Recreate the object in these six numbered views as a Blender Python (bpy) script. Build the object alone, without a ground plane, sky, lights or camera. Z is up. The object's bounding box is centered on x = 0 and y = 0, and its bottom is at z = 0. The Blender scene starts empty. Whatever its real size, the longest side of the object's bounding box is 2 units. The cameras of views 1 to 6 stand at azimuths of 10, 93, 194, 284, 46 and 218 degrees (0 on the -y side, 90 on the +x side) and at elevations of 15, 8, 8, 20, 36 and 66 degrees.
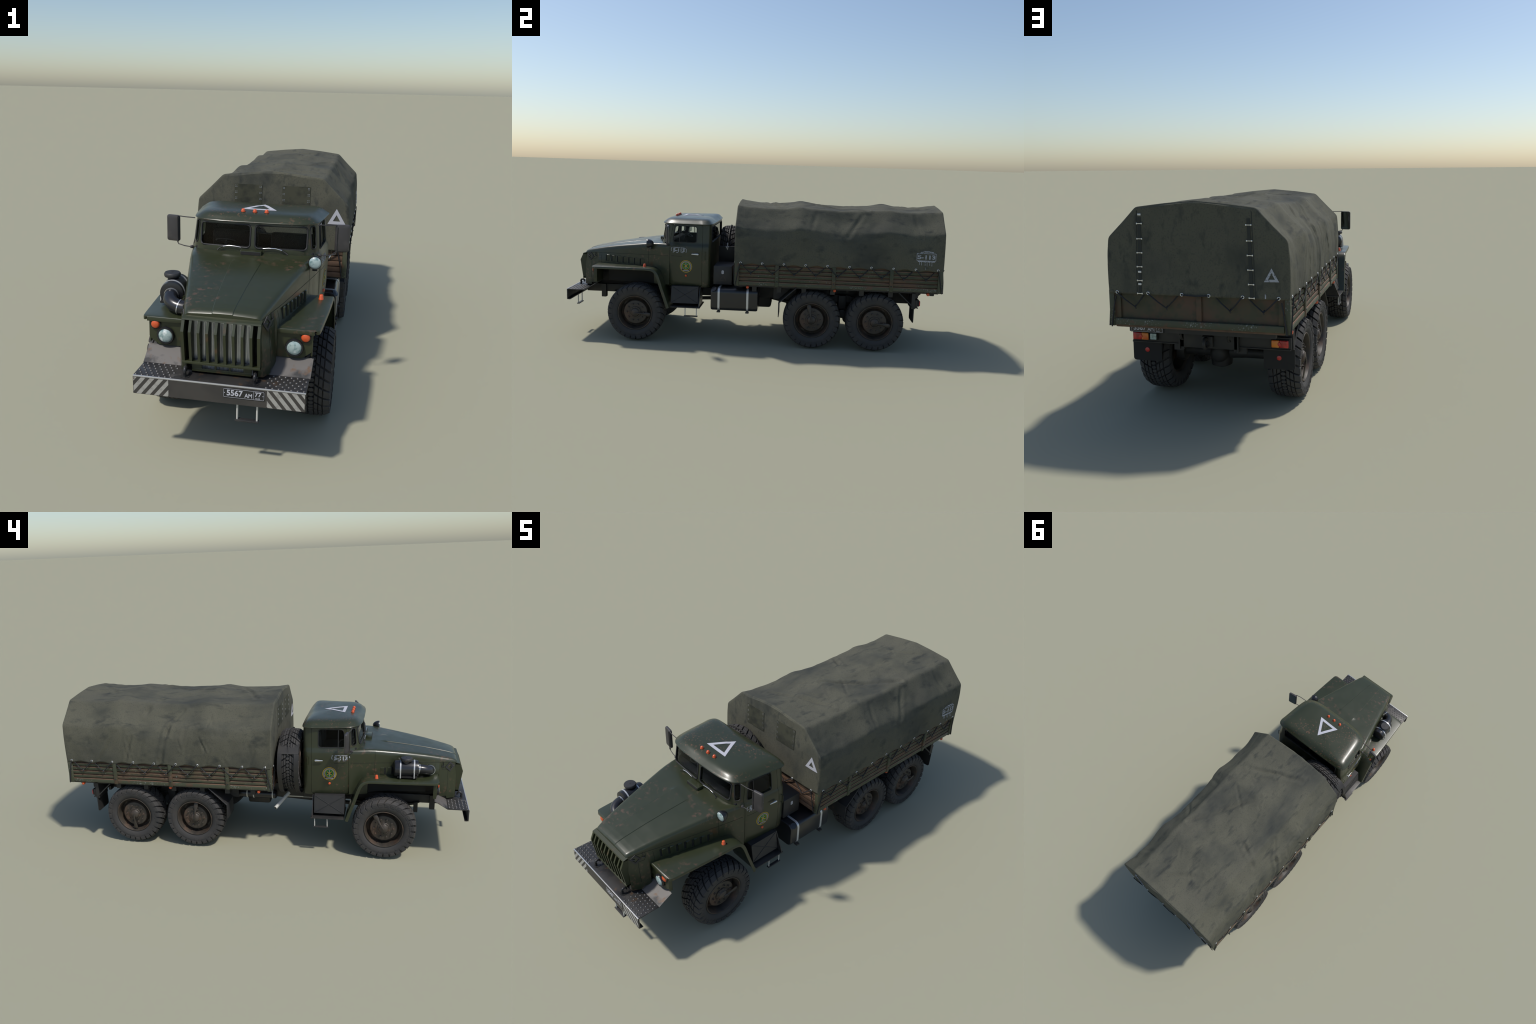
import bpy, bmesh, math, random
from mathutils import Vector, Matrix, noise
from mathutils.bvhtree import BVHTree

random.seed(7)
SC = bpy.context.scene
COL = SC.collection

# ------------------------------------------------------------------ materials
def new_mat(name, base, rough=0.6, metal=0.0, var=None, spots=(), coat=0.0, bump=None,
            transmission=0.0, ior=1.5, spec=0.5, rough_var=0.0):
    """Principled material: base colour, optional second tone mixed by noise,
    and patches ('spots') of other matter from thresholded noise."""
    m = bpy.data.materials.new(name)
    m.use_nodes = True
    nt = m.node_tree
    N, L = nt.nodes, nt.links
    p = N["Principled BSDF"]
    p.inputs["Roughness"].default_value = rough
    p.inputs["Metallic"].default_value = metal
    p.inputs["Coat Weight"].default_value = coat
    p.inputs["Coat Roughness"].default_value = 0.15
    p.inputs["Transmission Weight"].default_value = transmission
    p.inputs["IOR"].default_value = ior
    p.inputs["Specular IOR Level"].default_value = spec
    p.inputs["Base Color"].default_value = (*base, 1)
    tc = N.new("ShaderNodeTexCoord")
    col = None

    def noise_tex(scale, detail, stretch=(1, 1, 1), seed=0.0, rough_n=0.55):
        mp = N.new("ShaderNodeMapping")
        mp.inputs["Scale"].default_value = stretch
        mp.inputs["Location"].default_value = (seed, seed * 0.7, -seed)
        L.new(tc.outputs["Object"], mp.inputs["Vector"])
        n = N.new("ShaderNodeTexNoise")
        n.inputs["Scale"].default_value = scale
        n.inputs["Detail"].default_value = detail
        n.inputs["Roughness"].default_value = rough_n
        L.new(mp.outputs["Vector"], n.inputs["Vector"])
        return n.outputs["Fac"]

    def ramp(fac, lo, hi):
        r = N.new("ShaderNodeMapRange")
        r.inputs["From Min"].default_value = lo
        r.inputs["From Max"].default_value = hi
        r.clamp = True
        L.new(fac, r.inputs["Value"])
        return r.outputs["Result"]

    def mix(fac, a, b):
        x = N.new("ShaderNodeMix")
        x.data_type = 'RGBA'
        L.new(fac, x.inputs["Factor"])
        if a is None:
            x.inputs["A"].default_value = (*base, 1)
        else:
            L.new(a, x.inputs["A"])
        x.inputs["B"].default_value = (*b, 1)
        return x.outputs["Result"]

    if var:
        for v in var:
            c2, scale, lo, hi = v[:4]
            stretch = v[4] if len(v) > 4 else (1, 1, 1)
            col = mix(ramp(noise_tex(scale, 6, stretch, scale * 0.13), lo, hi), col, c2)
    for s in spots:
        c2, scale, lo, hi, mscale, mlo, mhi = s[:7]
        f = ramp(noise_tex(scale, 3, (1, 1, 1), scale * 0.31), lo, hi)
        g = ramp(noise_tex(mscale, 2, (1, 1, 1), 3.3), mlo, mhi)
        mu = N.new("ShaderNodeMath")
        mu.operation = 'MULTIPLY'
        L.new(f, mu.inputs[0])
        L.new(g, mu.inputs[1])
        col = mix(mu.outputs[0], col, c2)
    if col is not None:
        L.new(col, p.inputs["Base Color"])
    if rough_var:
        r = N.new("ShaderNodeMapRange")
        r.inputs["To Min"].default_value = rough - rough_var
        r.inputs["To Max"].default_value = rough + rough_var
        r.inputs["From Min"].default_value = 0.3
        r.inputs["From Max"].default_value = 0.7
        L.new(noise_tex(14, 5), r.inputs["Value"])
        L.new(r.outputs["Result"], p.inputs["Roughness"])
    if bump:
        bscale, bstr = bump
        b = N.new("ShaderNodeBump")
        b.inputs["Strength"].default_value = bstr
        b.inputs["Distance"].default_value = 0.002
        L.new(noise_tex(bscale, 6, seed=1.7), b.inputs["Height"])
        L.new(b.outputs["Normal"], p.inputs["Normal"])
    return m

RUST = (0.078, 0.050, 0.032)
M = {}
M['paint'] = new_mat("green_paint", (0.028, 0.0335, 0.015), 0.36, coat=0.12,
                     var=[((0.025, 0.029, 0.014), 9, 0.42, 0.62)],
                     spots=[(RUST, 75, 0.58, 0.66, 9, 0.50, 0.60),
                            ((0.060, 0.036, 0.020), 26, 0.60, 0.68, 6, 0.48, 0.62)], rough_var=0.06)
M['paint_roof'] = new_mat("roof_paint", (0.028, 0.0335, 0.015), 0.33, coat=0.15,
                     spots=[((0.105, 0.062, 0.034), 105, 0.60, 0.64, 7, 0.42, 0.55),
                            ((0.100, 0.060, 0.034), 60, 0.615, 0.65, 5, 0.42, 0.55)], rough_var=0.05)
M['paint_hood'] = new_mat("hood_paint", (0.028, 0.0335, 0.015), 0.35, coat=0.15,
                     spots=[((0.085, 0.054, 0.033), 55, 0.54, 0.67, 8, 0.50, 0.60)], rough_var=0.06)
M['paint_plain'] = new_mat("green_paint_plain", (0.030, 0.035, 0.015), 0.4,
                     spots=[((0.075, 0.045, 0.022), 22, 0.58, 0.7, 6, 0.45, 0.6)])
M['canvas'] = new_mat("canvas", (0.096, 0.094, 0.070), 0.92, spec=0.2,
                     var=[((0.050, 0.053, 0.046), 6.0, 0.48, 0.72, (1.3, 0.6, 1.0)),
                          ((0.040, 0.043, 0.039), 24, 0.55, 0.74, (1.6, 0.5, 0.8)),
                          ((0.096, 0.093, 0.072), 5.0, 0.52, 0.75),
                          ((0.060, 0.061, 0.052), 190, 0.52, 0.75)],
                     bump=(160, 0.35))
M['canvas_front'] = new_mat("canvas_end", (0.088, 0.086, 0.057), 0.92, spec=0.2,
                     var=[((0.040, 0.042, 0.034), 26, 0.46, 0.66),
                          ((0.078, 0.076, 0.054), 40, 0.52, 0.7)],
                     bump=(160, 0.35))
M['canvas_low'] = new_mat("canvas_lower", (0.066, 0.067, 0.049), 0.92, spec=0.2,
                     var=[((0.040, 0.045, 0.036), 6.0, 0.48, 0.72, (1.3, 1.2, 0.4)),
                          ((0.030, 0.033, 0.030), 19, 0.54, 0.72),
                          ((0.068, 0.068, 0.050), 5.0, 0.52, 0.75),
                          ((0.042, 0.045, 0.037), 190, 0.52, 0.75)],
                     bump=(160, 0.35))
M['canvas_dark'] = new_mat("canvas_dark", (0.062, 0.062, 0.043), 0.92, spec=0.2,
                     var=[((0.036, 0.038, 0.029), 22, 0.44, 0.64)])
M['strap'] = new_mat("strap_webbing", (0.026, 0.029, 0.025), 0.8)
M['plank'] = new_mat("plank_green", (0.050, 0.056, 0.030), 0.7,
                     var=[((0.100, 0.058, 0.034), 11, 0.50, 0.62, (1, 0.35, 1.5)),
                          ((0.036, 0.042, 0.024), 25, 0.5, 0.7)],
                     spots=[((0.22, 0.22, 0.21), 150, 0.62, 0.68, 12, 0.5, 0.6)])
M['plank_brown'] = new_mat("plank_brown", (0.135, 0.078, 0.048), 0.75,
                     var=[((0.082, 0.048, 0.030), 16, 0.45, 0.65, (1, 0.3, 2)),
                          ((0.050, 0.050, 0.028), 8, 0.56, 0.68)])
M['bare_wood'] = new_mat("bare_wood", (0.175, 0.105, 0.068), 0.75,
                     var=[((0.085, 0.055, 0.035), 22, 0.46, 0.64, (1, 0.3, 1)), ((0.06, 0.06, 0.035), 9, 0.58, 0.68)])
M['tailgate'] = new_mat("tailgate_paint", (0.054, 0.052, 0.028), 0.65,
                     var=[((0.088, 0.050, 0.030), 9, 0.42, 0.60), ((0.036, 0.040, 0.022), 25, 0.5, 0.7)])
M['worn_rail'] = new_mat("worn_rail", (0.055, 0.060, 0.034), 0.6,
                     spots=[((0.20, 0.21, 0.20), 170, 0.58, 0.64, 10, 0.46, 0.60),
                            ((0.09, 0.05, 0.03), 30, 0.56, 0.65, 7, 0.4, 0.55)])
M['bumper'] = new_mat("bumper_steel", (0.040, 0.038, 0.036), 0.42, 0.25,
                     var=[((0.020, 0.020, 0.021), 12, 0.45, 0.62), ((0.13, 0.12, 0.11), 14, 0.62, 0.74)],
                     spots=[(RUST, 40, 0.6, 0.7, 8, 0.5, 0.6)], rough_var=0.1)
M['stud'] = new_mat("worn_stud", (0.11, 0.105, 0.10), 0.32, 0.5)
M['bumper_face'] = new_mat("bumper_face", (0.046, 0.041, 0.036), 0.6,
                     var=[((0.034, 0.031, 0.028), 14, 0.45, 0.65)])
M['flap_steel'] = new_mat("flap_steel", (0.125, 0.116, 0.108), 0.55, 0.2,
                     var=[((0.03, 0.03, 0.03), 13, 0.48, 0.60), ((0.12, 0.07, 0.04), 26, 0.6, 0.7)])
M['bright_edge'] = new_mat("bright_edge", (0.55, 0.55, 0.55), 0.35, 0.6)
M['chassis'] = new_mat("chassis_black", (0.020, 0.019, 0.018), 0.6,
                     var=[((0.034, 0.030, 0.025), 12, 0.5, 0.7)])
M['black'] = new_mat("black_paint", (0.014, 0.014, 0.016), 0.3, coat=0.2)
M['black_matt'] = new_mat("black_matt", (0.013, 0.012, 0.011), 0.8)
M['gap_patch'] = new_mat("dark_gap_patch", (0.008, 0.009, 0.007), 0.9)  # near-black for strips and patches that stand for gaps and openings
M['box_black'] = new_mat("box_black", (0.028, 0.027, 0.027), 0.55,
                     var=[((0.018, 0.018, 0.020), 10, 0.45, 0.65)],
                     spots=[((0.07, 0.045, 0.03), 30, 0.6, 0.7, 8, 0.5, 0.6)])
M['rubber'] = new_mat("tyre_rubber", (0.040, 0.038, 0.037), 0.82,
                     var=[((0.056, 0.050, 0.045), 14, 0.48, 0.7)], bump=(90, 0.2))
M['gasket'] = new_mat("window_rubber", (0.018, 0.018, 0.019), 0.6)
M['rim'] = new_mat("rim_steel", (0.050, 0.040, 0.031), 0.55,
                     var=[((0.095, 0.055, 0.035), 16, 0.50, 0.68), ((0.028, 0.024, 0.020), 30, 0.5, 0.7)])
M['hub'] = new_mat("hub_steel", (0.048, 0.041, 0.034), 0.5, 0.2,
                     var=[((0.09, 0.058, 0.04), 40, 0.55, 0.7)])
M['glass'] = new_mat("window_glass", (0.86, 0.90, 0.90), 0.02, transmission=1.0, ior=1.15)
M['orange'] = new_mat("orange_lens", (0.60, 0.088, 0.020), 0.35, coat=0.3)
M['red_lens'] = new_mat("red_lens", (0.50, 0.02, 0.015), 0.3, coat=0.3,
                     var=[((0.28, 0.012, 0.01), 60, 0.45, 0.6)])
M['amber_lens'] = new_mat("amber_lens", (0.62, 0.19, 0.01), 0.3, coat=0.3,
                     var=[((0.60, 0.10, 0.01), 50, 0.45, 0.6)])
M['lens'] = new_mat("headlamp_lens", (0.36, 0.45, 0.44), 0.12, coat=0.5,
                     var=[((0.16, 0.25, 0.25), 60, 0.48, 0.62), ((0.75, 0.78, 0.76), 38, 0.56, 0.7)])
M['white'] = new_mat("white_paint", (0.46, 0.46, 0.50), 0.7)
M['white_worn'] = new_mat("white_stencil", (0.36, 0.37, 0.40), 0.85,
                     spots=[((0.08, 0.085, 0.075), 150, 0.50, 0.60, 40, 0.42, 0.55)])
M['stripe'] = new_mat("stripe_paint", (0.33, 0.32, 0.29), 0.75,
                     var=[((0.24, 0.23, 0.21), 70, 0.5, 0.68)],
                     spots=[((0.10, 0.06, 0.04), 40, 0.58, 0.66, 9, 0.45, 0.55)])
M['rod'] = new_mat("pale_rod", (0.50, 0.49, 0.45), 0.5)
M['silver'] = new_mat("silver_band", (0.60, 0.60, 0.60), 0.35, 0.5)
M['chrome'] = new_mat("chrome", (0.62, 0.62, 0.62), 0.22, 0.8)
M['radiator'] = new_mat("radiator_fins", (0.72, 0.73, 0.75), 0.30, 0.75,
                     var=[((0.34, 0.35, 0.38), 8, 0.50, 0.68, (14, 1, 0.6))])
M['mirror'] = new_mat("mirror_shell", (0.040, 0.037, 0.037), 0.5,
                     var=[((0.062, 0.056, 0.054), 30, 0.5, 0.7)])
M['mirror_glass'] = new_mat("mirror_glass", (0.30, 0.33, 0.35), 0.08, 1.0)
M['rope'] = new_mat("rope", (0.012, 0.013, 0.017), 0.7)
M['gold'] = new_mat("emblem_gold", (0.52, 0.35, 0.02), 0.6)
M['emblem_green'] = new_mat("emblem_green", (0.012, 0.16, 0.034), 0.6)
M['emblem_white'] = new_mat("emblem_white", (0.30, 0.30, 0.31), 0.6)
M['emblem_black'] = new_mat("emblem_black", (0.010, 0.010, 0.009), 0.6)
M['seat'] = new_mat("seat_cover", (0.010, 0.010, 0.011), 0.8)
M['interior'] = new_mat("interior_dark", (0.007, 0.007, 0.008), 0.8)  # near-black: the cab's inner shade is put into this colour

# ------------------------------------------------------------------ helpers
def new_obj(name, verts, faces, mat, parent, angle=35, kind=None):
    me = bpy.data.meshes.new(name)
    me.from_pydata([tuple(v) for v in verts], [], faces)
    return finish(name, me, mat, parent, angle, kind)

def finish(name, me, mat, parent, angle=35, kind=None, recalc=True):
    if recalc:
        bm = bmesh.new()
        bm.from_mesh(me)
        bmesh.ops.recalc_face_normals(bm, faces=bm.faces)
        bm.to_mesh(me)
        bm.free()
    if mat is not None:
        me.materials.clear()
        for k in (mat if isinstance(mat, (list, tuple)) else [mat]):
            me.materials.append(M[k])
    me.polygons.foreach_set("use_smooth", [angle > 0] * len(me.polygons))
    if angle > 0:
        me.set_sharp_from_angle(angle=math.radians(angle))
    ob = bpy.data.objects.new(name, me)
    COL.objects.link(ob)
    ob.parent = parent
    if kind:
        ob["kind"] = kind
    return ob

def instance(src, name, parent, loc=(0, 0, 0), rot=(0, 0, 0), scale=(1, 1, 1)):
    ob = src.copy()
    ob.name = name
    COL.objects.link(ob)
    ob.parent = parent
    ob.location = loc
    ob.rotation_euler = rot
    ob.scale = scale
    return ob

class Geo:
    """Collects simple solids into one mesh."""
    def __init__(s):
        s.v, s.f = [], []

    def add(s, verts, faces):
        o = len(s.v)
        s.v += [Vector(v) for v in verts]
        s.f += [tuple(i + o for i in f) for f in faces]
        return s

    def box(s, x0, x1, y0, y1, z0, z1, bev=0.0, mtx=None):
        bm = bmesh.new()
        bmesh.ops.create_cube(bm, size=1)
        for v in bm.verts:
            v.co = Vector(((x0 + x1) / 2 + v.co.x * (x1 - x0), (y0 + y1) / 2 + v.co.y * (y1 - y0),
                           (z0 + z1) / 2 + v.co.z * (z1 - z0)))
        if bev > 0:
            bmesh.ops.bevel(bm, geom=bm.edges[:], offset=bev, segments=2, affect='EDGES', profile=0.5)
        if mtx:
            bm.transform(mtx)
        return s.from_bm(bm)

    def from_bm(s, bm):
        bm.verts.index_update()
        s.add([v.co.copy() for v in bm.verts], [[v.index for v in f.verts] for f in bm.faces])
        bm.free()
        return s

    def loft(s, rings, closed=True, cap=True):
        n = len(rings[0])
        vs = [p for r in rings for p in r]
        fs = []
        m = n if closed else n - 1
        for i in range(len(rings) - 1):
            for j in range(m):
                k = (j + 1) % n
                fs.append((i * n + j, i * n + k, (i + 1) * n + k, (i + 1) * n + j))
        if cap and closed:
            fs.append(tuple(range(n - 1, -1, -1)))
            b = (len(rings) - 1) * n
            fs.append(tuple(range(b, b + n)))
        return s.add(vs, fs)

    def tube(s, pts, r, seg=8, cap=True):
        pts = [Vector(p) for p in pts]
        rings = []
        up = Vector((0.31, 0.17, 0.93)).normalized()
        for i, p in enumerate(pts):
            a = pts[max(i - 1, 0)]
            b = pts[min(i + 1, len(pts) - 1)]
            d = (b - a).normalized()
            u = (up - d * up.dot(d))
            if u.length < 0.05:
                u = Vector((1, 0, 0)) - d * d.x
            u.normalize()
            up = u
            w = d.cross(u)
            rr = r[i] if isinstance(r, (list, tuple)) else r
            rings.append([p + (u * math.cos(t) + w * math.sin(t)) * rr
                          for t in [2 * math.pi * k / seg for k in range(seg)]])
        return s.loft(rings, True, cap)

    def lathe(s, prof, origin, axis, seg=32, skip=None):
        """prof: (distance along axis, radius)."""
        o = Vector(origin)
        a = Vector(axis).normalized()
        u = a.orthogonal().normalized()
        w = a.cross(u)
        vs, fs = [], []
        for (h, r) in prof:
            for k in range(seg):
                t = 2 * math.pi * k / seg
                vs.append(o + a * h + (u * math.cos(t) + w * math.sin(t)) * r)
        for i in range(len(prof) - 1):
            for k in range(seg):
                if skip and skip(i, k):
                    continue
                k2 = (k + 1) % seg
                fs.append((i * seg + k, i * seg + k2, (i + 1) * seg + k2, (i + 1) * seg + k))
        if prof[0][1] > 1e-5:
            fs.append(tuple(range(seg - 1, -1, -1)))
        if prof[-1][1] > 1e-5:
            b = (len(prof) - 1) * seg
            fs.append(tuple(range(b, b + seg)))
        return s.add(vs, fs)

    def ring(s, prof, origin, axis, seg=32):
        """closed profile revolved: no caps"""
        o = Vector(origin)
        a = Vector(axis).normalized()
        u = a.orthogonal().normalized()
        w = a.cross(u)
        rings = []
        for k in range(seg):
            t = 2 * math.pi * k / seg
            d = u * math.cos(t) + w * math.sin(t)
            rings.append([o + a * h + d * r for (h, r) in prof])
        rings.append(rings[0])
        return s.loft(rings, True, False)

    def prism(s, outline, fn, h0, h1):
        """outline 2D polygon -> fn(a,b,h) 3D, extruded between h0 and h1"""
        return s.loft([[fn(a, b, h0) for a, b in outline], [fn(a, b, h1) for a, b in outline]])

    def obj(s, name, mat, parent, angle=35, kind=None):
        return new_obj(name, s.v, s.f, mat, parent, angle, kind)

def lerp(a, b, t):
    return a + (b - a) * t

def interp(x, table):
    """piecewise-linear lookup; table rows (x, v1, v2, ...)"""
    if x <= table[0][0]:
        r = table[0][1:]
    elif x >= table[-1][0]:
        r = table[-1][1:]
    else:
        for a, b in zip(table, table[1:]):
            if a[0] <= x <= b[0]:
                t = (x - a[0]) / (b[0] - a[0])
                r = tuple(lerp(p, q, t) for p, q in zip(a[1:], b[1:]))
                break
    return r[0] if len(r) == 1 else r

def catmull(pts, n):
    """smooth open curve through pts, n samples per span"""
    P = [Vector(p) for p in pts]
    P = [P[0] * 2 - P[1]] + P + [P[-1] * 2 - P[-2]]
    out = []
    for i in range(1, len(P) - 2):
        p0, p1, p2, p3 = P[i - 1:i + 3]
        for k in range(n):
            t = k / n
            out.append(0.5 * ((2 * p1) + (p2 - p0) * t + (2 * p0 - 5 * p1 + 4 * p2 - p3) * t * t
                              + (3 * p1 - p0 - 3 * p2 + p3) * t ** 3))
    out.append(P[-2])
    return out

def round_rect(a0, a1, b0, b1, r, seg=5, corners=(1, 1, 1, 1)):
    pts = []
    for i, (ca, cb, st) in enumerate(((a1, b1, 0), (a0, b1, 90), (a0, b0, 180), (a1, b0, 270))):
        rr = r * corners[i]
        sa = -1 if ca == a1 else 1
        sb = -1 if cb == b1 else 1
        for k in range(seg + 1):
            t = math.radians(st + 90 * k / seg)
            pts.append((ca + sa * rr + rr * math.cos(t), cb + sb * rr + rr * math.sin(t)))
    return pts

def round_poly(poly, r, seg=4):
    out = []
    n = len(poly)
    for i in range(n):
        p0, p1, p2 = Vector(poly[i - 1]), Vector(poly[i]), Vector(poly[(i + 1) % n])
        d0, d2 = (p0 - p1), (p2 - p1)
        rr = min(r, d0.length * 0.45, d2.length * 0.45)
        a, b = p1 + d0.normalized() * rr, p1 + d2.normalized() * rr
        for k in range(seg + 1):
            t = k / seg
            q = a * (1 - t) ** 2 + p1 * 2 * t * (1 - t) + b * t * t
            out.append((q.x, q.y))
    return out

def apply_bool(ob, cutters, op='DIFFERENCE'):
    for c in cutters:
        md = ob.modifiers.new("b", 'BOOLEAN')
        md.operation = op
        md.solver = 'EXACT'
        md.object = c
    bpy.context.view_layer.update()
    dg = bpy.context.evaluated_depsgraph_get()
    me = bpy.data.meshes.new_from_object(ob.evaluated_get(dg))
    ob.modifiers.clear()
    return me

def drop(*obs):
    for o in obs:
        bpy.data.objects.remove(o, do_unlink=True)

def bvh(*obs):
    vs, fs = [], []
    for o in obs:
        k = len(vs)
        vs += [v.co.copy() for v in o.data.vertices]
        fs += [tuple(i + k for i in p.vertices) for p in o.data.polygons]
    return BVHTree.FromPolygons(vs, fs)

def conform(tree, verts, faces, name, mat, parent, ray, back, off=0.0007, thick=0.0006, flat_n=None):
    """Lay a flat pattern on a surface: each vertex is dropped along `ray` onto the
    tree, lifted by `off`, and the pattern is given a small thickness."""
    d = Vector(ray).normalized()
    top, bot = [], []
    missed = set()
    for k, v in enumerate(verts):
        v = Vector(v)
        loc, nor, idx, dist = tree.ray_cast(v - d * back, d, 1.0)
        if loc is None:
            loc, nor = v, -d
            missed.add(k)
        top.append(loc - d * (off + thick))
        bot.append(loc - d * (off - 0.0004))
    n = len(verts)
    edges = {}
    faces = [f for f in faces if not missed.intersection(f)]
    for k in missed:          # unused points fold back on a used one
        ok = next(i for i in range(n) if i not in missed)
        top[k], bot[k] = top[ok], bot[ok]
    for f in faces:
        for i in range(len(f)):
            e = (f[i], f[(i + 1) % len(f)])
            edges[e] = True
    fs = [tuple(f) for f in faces] + [tuple(i + n for i in reversed(f)) for f in faces]
    for (a, b) in edges:
        if (b, a) not in edges:
            fs.append((b, a, a + n, b + n))
    return new_obj(name, top + bot, fs, mat, parent, 30)

def strip(poly, width, closed, step=0.006):
    """flat band of given width along a 2D polyline -> verts2d, faces"""
    P = [Vector(p) for p in poly]
    if closed:
        m = len(P)
        area = sum(P[i - 1].x * P[i].y - P[i].x * P[i - 1].y for i in range(m))
        if area < 0:
            P.reverse()
        io = []
        for i in range(m):
            d1, d2 = (P[i] - P[i - 1]).normalized(), (P[(i + 1) % m] - P[i]).normalized()
            n1, n2 = Vector((-d1.y, d1.x)), Vector((-d2.y, d2.x))
            k = (n1 + n2) / max(.2, 1 + n1.dot(n2))
            io.append((P[i] + k * (width / 2), P[i] - k * (width / 2)))
        vs, fs = [], []
        for i in range(m):
            (a0, b0), (a1, b1) = io[i], io[(i + 1) % m]
            n = max(1, int((a1 - a0).length / step))
            for q in range(n):
                vs += [a0.lerp(a1, q / n), b0.lerp(b1, q / n)]
        t = len(vs) // 2
        for i in range(t):
            j = (i + 1) % t
            fs.append((2 * i, 2 * i + 1, 2 * j + 1, 2 * j))
        return [(v.x, v.y) for v in vs], fs
    pts = []
    for a, b in zip(P, P[1:]):
        n = max(1, int((b - a).length / step))
        pts += [a.lerp(b, i / n) for i in range(n)]
    if not closed:
        pts.append(P[-1])
    m = len(pts)
    vs = []
    for i, p in enumerate(pts):
        a = pts[i - 1] if (closed or i > 0) else p
        b = pts[(i + 1) % m] if (closed or i < m - 1) else p
        d1, d2 = (p - a), (b - p)
        d1 = d1.normalized() if d1.length > 0 else d2.normalized()
        d2 = d2.normalized() if d2.length > 0 else d1
        t = (d1 + d2).normalized()
        nrm = Vector((-t.y, t.x))
        c = max(0.35, nrm.dot(Vector((-d1.y, d1.x))))
        vs += [p + nrm * (width / 2 / c), p - nrm * (width / 2 / c)]
    fs = []
    for i in range(m if closed else m - 1):
        j = (i + 1) % m
        fs.append((2 * i, 2 * i + 1, 2 * j + 1, 2 * j))
    return [(v.x, v.y) for v in vs], fs

def disc2d(cx, cy, r0, r1, seg=40, a0=0, a1=360):
    full = abs(a1 - a0) >= 360
    vs, fs = [], []
    n = seg if full else seg + 1
    for k in range(n):
        t = math.radians(a0 + (a1 - a0) * k / seg)
        vs += [(cx + r0 * math.cos(t), cy + r0 * math.sin(t)), (cx + r1 * math.cos(t), cy + r1 * math.sin(t))]
    for k in range(seg):
        j = (k + 1) % n
        fs.append((2 * k, 2 * k + 1, 2 * j + 1, 2 * j))
    return vs, fs

def text2d(body, size, bold=0.0, width=None):
    """built-in font outline as flat faces, centred on the origin"""
    cu = bpy.data.curves.new("t", 'FONT')
    cu.body = body
    cu.size = size
    cu.offset = bold
    cu.resolution_u = 4
    cu.align_x = 'CENTER'
    cu.align_y = 'CENTER'
    ob = bpy.data.objects.new("t", cu)
    COL.objects.link(ob)
    bpy.context.view_layer.update()
    dg = bpy.context.evaluated_depsgraph_get()
    me = bpy.data.meshes.new_from_object(ob.evaluated_get(dg))
    xs = [v.co.x for v in me.vertices]
    ys = [v.co.y for v in me.vertices]
    cx, cy = (min(xs) + max(xs)) / 2, (min(ys) + max(ys)) / 2
    k = (width / (max(xs) - min(xs))) if width else 1.0
    vs = [((v.co.x - cx) * k, v.co.y - cy) for v in me.vertices]
    fs = [tuple(p.vertices) for p in me.polygons]
    drop(ob)
    bpy.data.meshes.remove(me)
    return vs, fs

# ------------------------------------------------------------------ the truck
truck = bpy.data.objects.new("military_truck", None)
COL.objects.link(truck)
truck["label"] = "olive green six-wheel army truck with canvas-covered cargo bed"
truck["category"] = "truck"

# ================================================================== CAB SHELL
# half plan, front centre to rear centre: (fraction of half width, y at belt)
PLAN = [(0, -.501), (.40, -.499), (.68, -.493), (.80, -.483), (.875, -.466), (.925, -.445), (.955, -.42),
        (.978, -.36), (.995, -.29), (.998, -.262), (.985, -.240), (.945, -.226), (.85, -.222), (.4, -.221), (0, -.221)]
WIDTH = [(.290, .239), (.300, .2445), (.33, .2485), (.37, .2510), (.42, .2525), (.47, .2530), (.505, .2515),
         (.515, .2485), (.522, .2440), (.53, .2425), (.615, .2330), (.632, .2310)]
HALF = catmull([(a, b, 0) for a, b in PLAN], 6)

def cab_point(h, z, inset=0.0):
    w = interp(z, WIDTH)
    y = h.y
    front = max(0.0, min(1.0, (-.42 - y) / .07))
    y += front * (max(0, z - .53) * 0.13)
    x = h.x * w
    if inset:
        x *= (w - inset) / w
        cy = -.36
        y = cy + (y - cy) * (1 - inset / .14)
    return x, y

def cab_ring(z, inset=0.0):
    pts = [cab_point(h, z, inset) for h in HALF]
    loop = [Vector((x, y, z)) for x, y in pts] + [Vector((-x, y, z)) for x, y in pts[-2:0:-1]]
    return loop

def cab_side_x(y, z):
    pts = [cab_point(h, z) for h in HALF]
    best = 0
    for (x0, y0), (x1, y1) in zip(pts, pts[1:]):
        if (y0 <= y <= y1) or (y1 <= y <= y0):
            t = 0 if y1 == y0 else (y - y0) / (y1 - y0)
            best = max(best, lerp(x0, x1, t))
    return best

def cab_front_y(x, z, rear=False):
    pts = [cab_point(h, z) for h in HALF]
    mid = len(pts) // 2
    seq = list(zip(pts, pts[1:]))
    seq = seq[mid:] if rear else seq[:mid]
    for (x0, y0), (x1, y1) in seq:
        if min(x0, x1) <= abs(x) <= max(x0, x1):
            t = 0 if x1 == x0 else (abs(x) - x0) / (x1 - x0)
            return lerp(y0, y1, t)
    return -.22 if rear else -.49

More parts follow.
